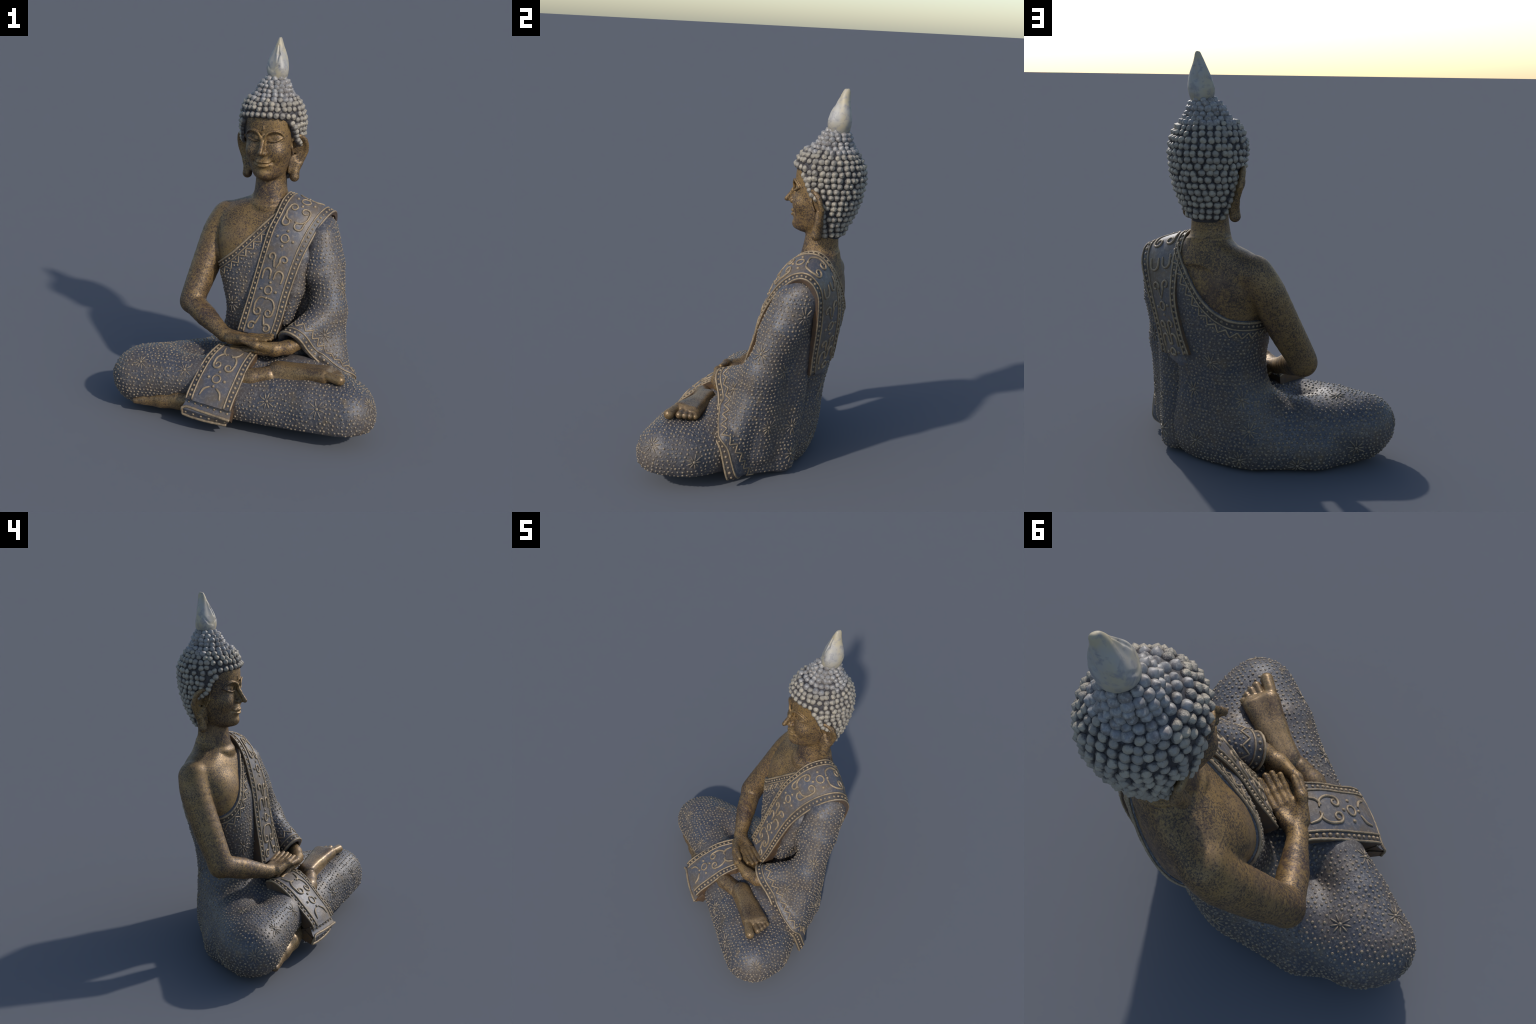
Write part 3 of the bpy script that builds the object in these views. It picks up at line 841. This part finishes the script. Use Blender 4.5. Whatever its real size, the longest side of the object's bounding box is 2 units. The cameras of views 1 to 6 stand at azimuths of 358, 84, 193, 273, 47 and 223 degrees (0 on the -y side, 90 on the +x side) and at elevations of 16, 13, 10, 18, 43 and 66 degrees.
def taper(n, r): 
    t = np.linspace(0, 1, n); return r * (0.55 + 0.45 * np.sin(np.pi * np.clip(t * 0.85 + 0.1, 0, 1)))

def motif(rb, kind, v0, B, S, side=1):
    """a, b in metres around the strip's centre line at v0; side flips it lengthwise"""
    def put(ab, r=0.0064):
        ab = np.asarray(ab) * 1.16
        uv = np.stack([0.5 + ab[:, 0] / rb.W, v0 + side * ab[:, 1]], 1)
        B.put(*rb.line(uv, taper(len(uv), r), 6, 0.2))
    def dot(a, b, r=0.0085):
        P, N = rb.at([0.5 + a / rb.W], [v0 + side * b]); stamp(S, P, N, r)
    if kind == "ring":
        t = np.linspace(0, 2*np.pi, 25)
        ab = np.stack([0.022*np.cos(t), 0.022*np.sin(t)], 1)
        uv = np.stack([0.5 + ab[:, 0] / rb.W, v0 + side * ab[:, 1]], 1)
        B.put(*rb.line(uv, 0.005, 6, 0.2))
        for a, b in ((0.047, 0), (-0.047, 0), (0, 0.044), (0, -0.044)): dot(a, b)
    for m in (1, -1):
        if kind == "volute":            # pair of curls opening upward with a common stem
            ab = np.concatenate([spiral((0.034, 0.0), 0.008, 0.022, -2.2, 0.95, 22)[:, :], ])
            st = tail([tuple(ab[-1]), (0.014, -0.022), (0.006, -0.045)])
            ab = np.concatenate([ab, st[1:]])
        elif kind == "arch":            # horseshoe pair
            ab = np.concatenate([tail([(0.052, -0.034), (0.054, -0.008)])[:-1], spiral((0.032, 0.0), 0.022, 0.020, -0.1, 0.52, 16), tail([(0.012, -0.004), (0.010, -0.026)])])
        elif kind == "heart":           # big C whose lower end curls inwards
            ab = np.concatenate([tail([(0.008, 0.056), (0.036, 0.050), (0.052, 0.022), (0.050, -0.012)])[:-1], spiral((0.029, -0.012), 0.021, 0.009, 0.0, -1.05, 22)])
        elif kind == "hook":            # J shaped hook
            ab = np.concatenate([tail([(0.052, 0.040), (0.050, 0.012)])[:-1], spiral((0.030, 0.0), 0.021, 0.014, 0.3, -0.75, 18)])
        elif kind == "sprig":           # long tails ending in a small curl
            ab = np.concatenate([tail([(0.008, 0.046), (0.018, 0.018), (0.024, 0.002)])[:-1], spiral((0.040, -0.012), 0.021, 0.011, 2.5, -1.0, 20)])
        elif kind == "bract":
            ab = tail([(0.016, 0.03), (0.040, 0.012), (0.050, -0.02)])
        else: break
        ab = ab * [m, 1]
        put(ab)

def v_at_z(rb, z, lo, hi):
    v = np.linspace(lo, hi, 200); P, _ = rb.at(np.full(200, .5), v)
    return v[np.argmin(np.abs(P[:, 2] - z))]

half = scarf.L * 0.52

B = Builder(); S = Builder()
r1 = v_at_z(scarf, 0.680, 0, half); r2 = v_at_z(scarf, 0.954, 0, half)
motif(scarf, "ring", r1, B, S); motif(scarf, "ring", r2, B, S)
motif(scarf, "heart", r1 - 0.108, B, S); motif(scarf, "sprig", r1 - 0.195, B, S)
motif(scarf, "arch", r1 + 0.092, B, S); motif(scarf, "volute", r1 + 0.182, B, S)
motif(scarf, "hook", r2 + 0.090, B, S); motif(scarf, "heart", r2 + 0.170, B, S, -1)
r3 = r2 + 0.255
motif(scarf, "ring", r3, B, S)
r4 = v_at_z(scarf, 0.80, half, scarf.L)
print("rings", r1, r2, r3, r4, scarf.L)
motif(scarf, "ring", r4, B, S)
motif(scarf, "heart", r3 + 0.105, B, S, -1) if r4 - r3 > 0.25 else None
motif(scarf, "volute", r4 - 0.10, B, S, -1)
motif(scarf, "arch", (r3 + r4) / 2 + 0.015, B, S)
motif(scarf, "volute", r4 + 0.095, B, S, -1); motif(scarf, "arch", r4 + 0.165, B, S, -1)
motif(scarf, "ring", scarf.L - 0.012, B, S)
add("scarf_scroll", B.mesh("scarf_scroll"), mat_gilt, scarf_ob); add("scarf_boss", S.mesh("scarf_boss"), mat_gilt, scarf_ob, "stuff")
B = Builder(); S = Builder()
c0 = v_at_z(sash, 0.281, 0.1, sash.L)
motif(sash, "ring", c0, B, S); motif(sash, "heart", c0 - 0.095, B, S, -1); motif(sash, "bract", c0 + 0.085, B, S, -1)
motif(sash, "bract", c0 - 0.185, B, S, 1)
add("sash_scroll", B.mesh("sash_scroll"), mat_gilt, sash_ob); add("sash_boss", S.mesh("sash_boss"), mat_gilt, sash_ob, "stuff")

# loose cloth tongue under the scarf's back end
tongue = Ribbon([
    [(0.125, 0.487, 0.575), (0.185, 0.480, 0.560), (0.250, 0.452, 0.552)],
    [(0.115, 0.478, 0.548), (0.165, 0.482, 0.530), (0.235, 0.452, 0.528)],
    [(0.100, 0.470, 0.525), (0.150, 0.474, 0.508), (0.200, 0.452, 0.512)]], 20, 13)
tongue.solid("scarf_tongue", 0.03, mat_band, mat_edge)
# ================================================================ relief on the cloth
def tris(Q): return np.concatenate([Q[:, [0, 1, 2]], Q[:, [0, 2, 3]]])

def contours(V, Q, s, level, keep=None, min_len=0.05):
    """iso-lines of a per-vertex scalar on a quad mesh, chained into polylines"""
    T = tris(Q); v = s - level
    sg = v > 0
    T = T[(sg[T].any(1)) & (~sg[T].all(1))]
    n = len(V); seg = {}; pts = {}
    for t in T:
        e = []
        for a, b in ((t[0], t[1]), (t[1], t[2]), (t[2], t[0])):
            if sg[a] != sg[b]:
                a, b = (a, b) if a < b else (b, a)
                k = int(a) * n + int(b)
                if k not in pts:
                    w = v[a] / (v[a] - v[b]); pts[k] = V[a] + w * (V[b] - V[a])
                e.append(k)
        if len(e) == 2:
            seg.setdefault(e[0], []).append(e[1]); seg.setdefault(e[1], []).append(e[0])
    if keep is not None:
        keys = list(pts); ok = keep(np.array([pts[k] for k in keys]))
        good = {k for k, o in zip(keys, ok) if o}
        seg = {k: [j for j in js if j in good] for k, js in seg.items() if k in good}
    out = []; seen = set()
    starts = [k for k in seg if len(seg[k]) <= 1] + list(seg)
    for st in starts:
        if st in seen: continue
        line = [st]; seen.add(st); cur = st
        while True:
            nx = [j for j in seg[cur] if j not in seen]
            if not nx: break
            cur = nx[0]; seen.add(cur); line.append(cur)
        P = np.array([pts[k] for k in line])
        if len(P) > 3 and np.linalg.norm(np.diff(P, axis=0), axis=1).sum() > min_len: out.append(P)
    return out

def bvh_of(V, Q): return BVHTree.FromPolygons(V.tolist(), Q.tolist())
bvh_r = bvh_of(RV, RQ); bvh_s = bvh_of(SV, SQ)

def snap(bvh, P):
    O = []; N = []
    for p in P:
        co, no, _, _ = bvh.find_nearest(Vector(p)); O.append(co); N.append(no)
    return np.array(O), np.array(N)

def smooth_line(P, k=5):
    if len(P) < k + 2: return P
    w = np.ones(k) / k; pad = k // 2
    out = np.stack([np.convolve(np.pad(P[:, j], pad, mode='edge'), w, 'valid') for j in range(3)], 1)
    out[0] = P[0]; out[-1] = P[-1]; return out

def band_on(mesh, bvh, s, keep, parent, name, levels, stud_level, zig_level, rail_r, stud_r, stud_step, zig_step, zig_amp, grad):
    V, Q = mesh
    B = Builder()
    for lv, rr in zip(levels, rail_r):
        for P in contours(V, Q, s, lv, keep):
            P = smooth_line(resample(P, 0.008), 7)
            P, N = snap(bvh, P)
            B.put(*tube(P + N * rr * 0.25, rr * (1 + 0.08 * rng.standard_normal(len(P))), N, 6))
    add(name + "_rail", B.mesh(name + "_rail"), mat_gilt, parent)
    S = Builder()
    for P in contours(V, Q, s, stud_level, keep):
        P, N = snap(bvh, resample(smooth_line(resample(P, 0.008), 7), stud_step))
        stamp(S, P, N, stud_r * rng.uniform(0.85, 1.15, len(P)))
    Zb = Builder()
    for P in contours(V, Q, s, zig_level, keep):
        P = resample(smooth_line(resample(P, 0.008), 9), zig_step)
        _, N = snap(bvh, P)
        T = np.gradient(P, axis=0); side = np.cross(N, T); side /= np.linalg.norm(side, axis=1, keepdims=True)
        sg = np.where((side * grad(P)).sum(1) > 0, 1, -1)[:, None]
        sgn = np.where(np.arange(len(P)) % 2 == 0, 1, -1)[:, None]
        K = P + side * sg * sgn * zig_amp
        K = resample(K, 0.006); K, N2 = snap(bvh, K)
        Zb.put(*tube(K + N2 * 0.001, 0.0042, N2, 6))
        for off, r in ((zig_amp * 0.75, 0.0050),):
            D = P + side * sg * (-sgn) * off * 0.9
            D, N3 = snap(bvh, D); stamp(S, D, N3, r)
    add(name + "_zigzag", Zb.mesh(name + "_zigzag"), mat_gilt, parent)
    add(name + "_stud", S.mesh(name + "_stud"), mat_gilt, parent, "stuff")

robe_ob = bpy.data.objects["robe"]
s_edge = RV[:, 2] - robe_edge_z(RV[:, 0], RV[:, 1])
band_on((RV, RQ), bvh_r, s_edge, lambda P: (P[:, 0] < 0.18) & (P[:, 2] > 0.60), robe_ob, "robe_border",
        [-0.009, -0.047], -0.028, -0.078, [0.0062, 0.0042], 0.0060, 0.027, 0.029, 0.0155, lambda P: np.tile([0, 0, 1.0], (len(P), 1)))
s_hem = hem_d(SV)
on_out = lambda P: (sleeve_hull(P) > -0.008) & (robe_field(P) > -0.004) & (P[:, 2] > 0.03)
band_on((SV, SQ), bvh_s, s_hem, on_out, sleeve_ob, "sleeve_hem",
        [0.008, 0.046], 0.027, 0.082, [0.0062, 0.0042], 0.0068, 0.029, 0.029, 0.0165, lambda P: np.tile(HEM_N, (len(P), 1)))

def dark_rail_strip(ob, scalar, lo, hi, where):
    """gives the flush strip between the twin rails a darker colour"""
    me = ob.data; me.materials.append(mat_strip)
    n = len(me.polygons); c = np.empty(n * 3, np.float32); me.polygons.foreach_get("center", c); c = c.reshape(-1, 3).astype(float)
    s = scalar(c); m = (s > lo) & (s < hi) & where(c)
    me.polygons.foreach_set("material_index", m.astype(np.int32)); me.update()
dark_rail_strip(robe_ob, lambda c: c[:, 2] - robe_edge_z(c[:, 0], c[:, 1]), -0.047, -0.009, lambda c: c[:, 2] > 0.6)
dark_rail_strip(sleeve_ob, hem_d, 0.008, 0.046, lambda c: sleeve_hull(c) > -0.008)

# ---------------------------------------------------------------- star flowers
STARS = [(-0.484, -0.236, 0.293), (0.259, -0.313, 0.215), (0.534, -0.335, 0.225), (0.774, -0.233, 0.238), (0.504, 0.227, 0.692), (-0.09, 0.141, 0.565),
         (-0.225, -0.255, 0.300), (0.41, 0.40, 0.889), (0.45, 0.36, 0.59), (0.50, 0.30, 0.30), (0.75, -0.02, 0.17), (0.475, 0.06, 0.47), (0.095, 0.43, 0.397),
         (-0.138, 0.38, 0.37), (0.109, 0.42, 0.121), (-0.131, 0.36, 0.075), (-0.346, 0.20, 0.06), (-0.433, -0.028, 0.33), (-0.577, 0.03, 0.124),
         (0.371, 0.38, 0.278), (-0.66, -0.20, 0.21), (-0.03, 0.47, 0.56), (-0.20, 0.40, 0.22), (0.35, 0.36, 0.12)]
PETAL = None
def petal_mesh(seg=6):
    """leaf-shaped raised bar pointing along +x from 0.28 to 1"""
    xs = np.linspace(0.28, 1.0, 7); w = 0.085 * np.sin(np.pi * (np.linspace(0.12, 0.93, 7))) ** 0.8
    P = np.stack([xs, 0*xs, 0*xs], 1)
    return tube(P, w, np.tile([0, 0, 1.0], (7, 1)), seg)
PETAL = petal_mesh()
star_pts = []
for k, s0 in enumerate(STARS):
    best = None
    for b in (bvh_r, bvh_s):
        co, no, _, d = b.find_nearest(Vector(s0))
        other = robe_field(np.array([co])) if b is bvh_s else sleeve_hull(np.array([co]))
        if other[0] < -0.006: continue
        if best is None or d < best[2]: best = (np.array(co), np.array(no), d, b)
    if best is None: continue
    co, no, _, b = best
    # average the normal over the flower's footprint
    M = frame_from(no); R = 0.046 * rng.uniform(0.92, 1.12); ph = rng.uniform(0, 6.28)
    n = int(rng.integers(9, 12))
    Bs = Builder(); star_pts.append(co)
    stamp(Bs, [co], [no], 0.0085)
    for j in range(n):
        a = ph + 2 * np.pi * j / n + rng.uniform(-.09, .09); r = R * rng.uniform(0.8, 1.08)
        d = M[:, 0] * np.cos(a) + M[:, 1] * np.sin(a)
        T, F = PETAL
        X = co + np.outer(T[:, 0] * r, d) + np.outer(T[:, 1] * R, np.cross(no, d))
        S_, Nn = snap(b, X)
        Bs.put(S_ + Nn * (T[:, 2] * R + 0.0006)[:, None], F)
    add("star_flower", Bs.mesh("star_flower"), mat_dot, sleeve_ob if b is bvh_s else robe_ob)
star_pts = np.array(star_pts)

# ---------------------------------------------------------------- raised dots all over the cloth
def surface_points(V, Q, n):
    T = tris(Q); a = V[T[:, 0]]; b = V[T[:, 1]]; c = V[T[:, 2]]
    N = np.cross(b - a, c - a); A = np.linalg.norm(N, axis=1)
    i = rng.choice(len(T), n, p=A / A.sum()); r = rng.random((n, 2)); fl = r.sum(1) > 1; r[fl] = 1 - r[fl]
    P = a[i] + r[:, :1] * (b[i] - a[i]) + r[:, 1:] * (c[i] - a[i])
    return P, N[i] / A[i][:, None]

def poisson(P, r, order):
    cell = {}; keep = []
    key = np.floor(P / r).astype(int)
    offs = [(i, j, k) for i in (-1, 0, 1) for j in (-1, 0, 1) for k in (-1, 0, 1)]
    for i in order:
        kx, ky, kz = key[i]; p = P[i]; ok = True
        for o in offs:
            for j in cell.get((kx+o[0], ky+o[1], kz+o[2]), ()):
                d = P[j] - p
                if d @ d < r * r: ok = False; break
            if not ok: break
        if ok:
            cell.setdefault((kx, ky, kz), []).append(i); keep.append(i)
    return np.array(keep)

def ribbon_bvh(rb):
    idx = np.arange(rb.nv * rb.nu).reshape(rb.nv, rb.nu)
    q = np.stack([idx[:-1, :-1], idx[:-1, 1:], idx[1:, 1:], idx[1:, :-1]], -1).reshape(-1, 4)
    return BVHTree.FromPolygons(rb.P.reshape(-1, 3).tolist(), q.tolist())
RB = [(ribbon_bvh(scarf), 0.030), (ribbon_bvh(sash), 0.040), (ribbon_bvh(fold), 0.03)]

def clear_of_ribbons(P):
    ok = np.ones(len(P), bool)
    for i, p in enumerate(P):
        for b, d in RB:
            if b.find_nearest(Vector(p), d)[0] is not None: ok[i] = False; break
    return ok

STAR_KEEP = 0.047
def dots_on(V, Q, n, test, name, parent, r=0.0060, space=0.0188):
    P, N = surface_points(V, Q, n)
    m = test(P, N) & (N[:, 2] > -0.75)
    for s0 in star_pts: m &= np.linalg.norm(P - s0, axis=1) > STAR_KEEP
    for f in (left_foot, right_foot, left_hand): m &= f(P) > 0.006
    P, N = P[m], N[m]
    # beads were pressed in rows: level rows on upright cloth, rows across on the laps
    steep = np.abs(N[:, 2]) < 0.62
    row = np.where(steep, P[:, 2], P[:, 1]) / 0.0195
    off = np.abs(row - np.round(row))
    along = np.where(steep, np.arctan2(P[:, 1] - 0.1, P[:, 0]), P[:, 0])
    order = np.lexsort((along, np.round(row), off > 0.16))
    k = poisson(P, space, order); P, N = P[k], N[k]
    ok = clear_of_ribbons(P); P, N = P[ok], N[ok]
    T, F = dome(7, 2, 0.85); F = [tuple(f) for f in F]
    ref = np.where(np.abs(N[:, 2:3]) < 0.9, [[0, 0, 1.0]], [[1.0, 0, 0]])
    t = ref - N * (ref * N).sum(1, keepdims=True); t /= np.linalg.norm(t, axis=1, keepdims=True); b = np.cross(N, t)
    R = r * rng.uniform(0.72, 1.2, len(P)) ; H = R * rng.uniform(0.6, 1.0, len(P))
    W = P[:, None] + R[:, None, None] * (T[None, :, :1] * t[:, None] + T[None, :, 1:2] * b[:, None]) + H[:, None, None] * T[None, :, 2:] * N[:, None]
    q4 = np.array([f for f in F if len(f) == 4]); q3 = np.array([f for f in F if len(f) == 3])
    off = (np.arange(len(P)) * len(T))[:, None, None]
    faces = (q4[None] + off).reshape(-1, 4).tolist() + (q3[None] + off).reshape(-1, 3).tolist()
    add(name, new_mesh(name, W.reshape(-1, 3), faces), mat_dot, parent, "stuff")
    return len(P)

def robe_ok(P, N):
    s = P[:, 2] - robe_edge_z(P[:, 0], P[:, 1])
    return ~((s > -0.098) & (P[:, 2] > 0.55)) & (sleeve_hull(P) > 0.003) & (P[:, 2] > ground_z(P) + 0.012)
def sleeve_ok(P, N):
    return (hem_d(P) > 0.102) & (sleeve_hull(P) > -0.008) & (robe_field(P) > 0.002) & (P[:, 2] > ground_z(P) + 0.012)
n1 = dots_on(RV, RQ, 90000, robe_ok, "robe_dot", robe_ob)
n2 = dots_on(SV, SQ, 60000, sleeve_ok, "sleeve_dot", sleeve_ob)

# ---------------------------------------------------------------- hair curls
def hair_surface(z, a, it=18):
    """walk outwards from the head's axis until the hair surface is met"""
    cy = np.interp(z, hair.z, (hair.v[:, 1] + hair.v[:, 2]) / 2)
    d = np.stack([np.cos(a), np.sin(a), 0 * a], 1)
    lo = np.zeros(len(a)); hi = np.full(len(a), 0.3)
    o = np.stack([np.full(len(a), CX), cy, z], 1)
    for _ in range(it):
        m = (lo + hi) / 2; f = hair(o + d * m[:, None])
        lo = np.where(f < 0, m, lo); hi = np.where(f < 0, hi, m)
    return o + d * lo[:, None]

cand = []
hl = np.array(HAIRLINE)[1:-2]
for s in (1, -1):                               # beads that follow the hairline
    for z, y in zip(np.interp(np.arange(0, 1.001, 0.004), np.linspace(0, 1, len(hl)), hl[:, 0]), np.interp(np.arange(0, 1.001, 0.004), np.linspace(0, 1, len(hl)), hl[:, 1])):
        y = y + 0.010; a_, yf, yb = (float(q) for q in hair.params(np.array([z]))); cy = (yf + yb) / 2; b = (yb - yf) / 2
        t = 1 - ((y - cy) / b) ** 2
        if t < 0: continue
        cand.append((CX + s * a_ * math.sqrt(t), y, z + (0.006 if z > 1.585 else 0)))
cand = [q for q in cand if q[2] < 1.588]
front = [tuple(hair_surface(np.array([1.606 - 0.6 * math.cos(t) ** 2 * 0.03]), np.array([t]))[0]) for t in -math.pi / 2 + np.arange(-5, 6) * 0.196]
cand = front + cand
zs = [1.607 - 0.0295 * k for k in range(1, 13)] + [1.607, 1.634, 1.658, 1.680, 1.700, 1.722, 1.745, 1.766, 1.784]
for k, z in enumerate(zs):
    a_ = float(hair.params(np.array([z]))[0])
    n = max(8, int(round(2 * np.pi * a_ * 1.03 / 0.0338)))
    ang = (np.arange(n) + 0.5 * (k % 2)) / n * 2 * np.pi + rng.uniform(-.12, .12) + rng.normal(0, 0.022, n)
    P = hair_surface(np.full(n, z) + rng.normal(0, 0.002, n), ang)
    for p in P:
        yh = lerp_curve(p[2], HAIRLINE)
        if p[1] > yh + 0.012: cand.append(tuple(p))
cand = np.array(cand)
nh = len(front) + sum(1 for q in cand[len(front):] if abs(q[1] - lerp_curve(q[2], HAIRLINE) - 0.010) < 1e-3)
kept = []
for i, p in enumerate(cand):
    if all(np.linalg.norm(p - cand[j]) > (0.0270 if i < nh else 0.0215 if p[2] < 1.65 else 0.0190) for j in kept): kept.append(i)
C = cand[kept]
e = 0.002
f0 = hair(C); G = np.stack([(hair(C + np.eye(3)[i] * e) - f0) / e for i in range(3)], 1)
G /= np.linalg.norm(G, axis=1, keepdims=True)

def curl_mesh(name, seed):
    """one snail curl: a pointed bead with a shallow spiral groove"""
    r_ = np.random.default_rng(seed); seg, V, F = 14, [], []
    prof = [(1.0, -0.5), (1.02, 0.0), (0.94, 0.26), (0.77, 0.54), (0.53, 0.80), (0.29, 1.0), (0.11, 1.12)]
    for i, (r, z) in enumerate(prof):
        for j in range(seg):
            a = 2 * math.pi * j / seg
            k = 1 + 0.05 * math.sin(a * 2 + i * 1.1 + seed) + r_.normal(0, 0.015)
            V.append((r * k * math.cos(a), r * k * math.sin(a), z + 0.04 * math.sin(a + i * 0.9)))
    V.append((0.02, 0.0, 1.15))
    for i in range(len(prof) - 1):
        for j in range(seg):
            F.append((i*seg+j, i*seg+(j+1) % seg, (i+1)*seg+(j+1) % seg, (i+1)*seg+j))
    for j in range(seg): F.append(((len(prof)-1)*seg+j, (len(prof)-1)*seg+(j+1) % seg, len(V) - 1))
    return new_mesh(name, V, F)
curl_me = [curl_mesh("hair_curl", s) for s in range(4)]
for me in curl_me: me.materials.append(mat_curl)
order = np.argsort(C[:, 2])
rest = Builder()
for n, i in enumerate(order):
    r = 0.0192 * rng.uniform(0.88, 1.08) * (0.93 if C[i, 2] > 1.69 else 1.0)
    M = frame_from(G[i]); a = rng.uniform(0, 6.28); ca, sa = math.cos(a), math.sin(a)
    t = M[:, 0] * ca + M[:, 1] * sa; b = np.cross(G[i], t)
    sc = np.stack([t * r, b * r, G[i] * r * rng.uniform(0.78, 0.98)], 1)
    pos = C[i] - G[i] * 0.001
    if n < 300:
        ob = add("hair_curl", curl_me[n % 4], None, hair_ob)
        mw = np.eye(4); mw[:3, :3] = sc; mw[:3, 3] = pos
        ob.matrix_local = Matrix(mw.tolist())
    else:
        me = curl_me[n % 4]; v = np.array([tuple(q.co) for q in me.vertices])
        rest.put(pos + v @ sc.T, [tuple(p.vertices) for p in me.polygons])
if rest.n: add("crown_curls", rest.mesh("crown_curls"), mat_crown, hair_ob, "stuff")
print("dots", n1, n2, "curls", len(C))
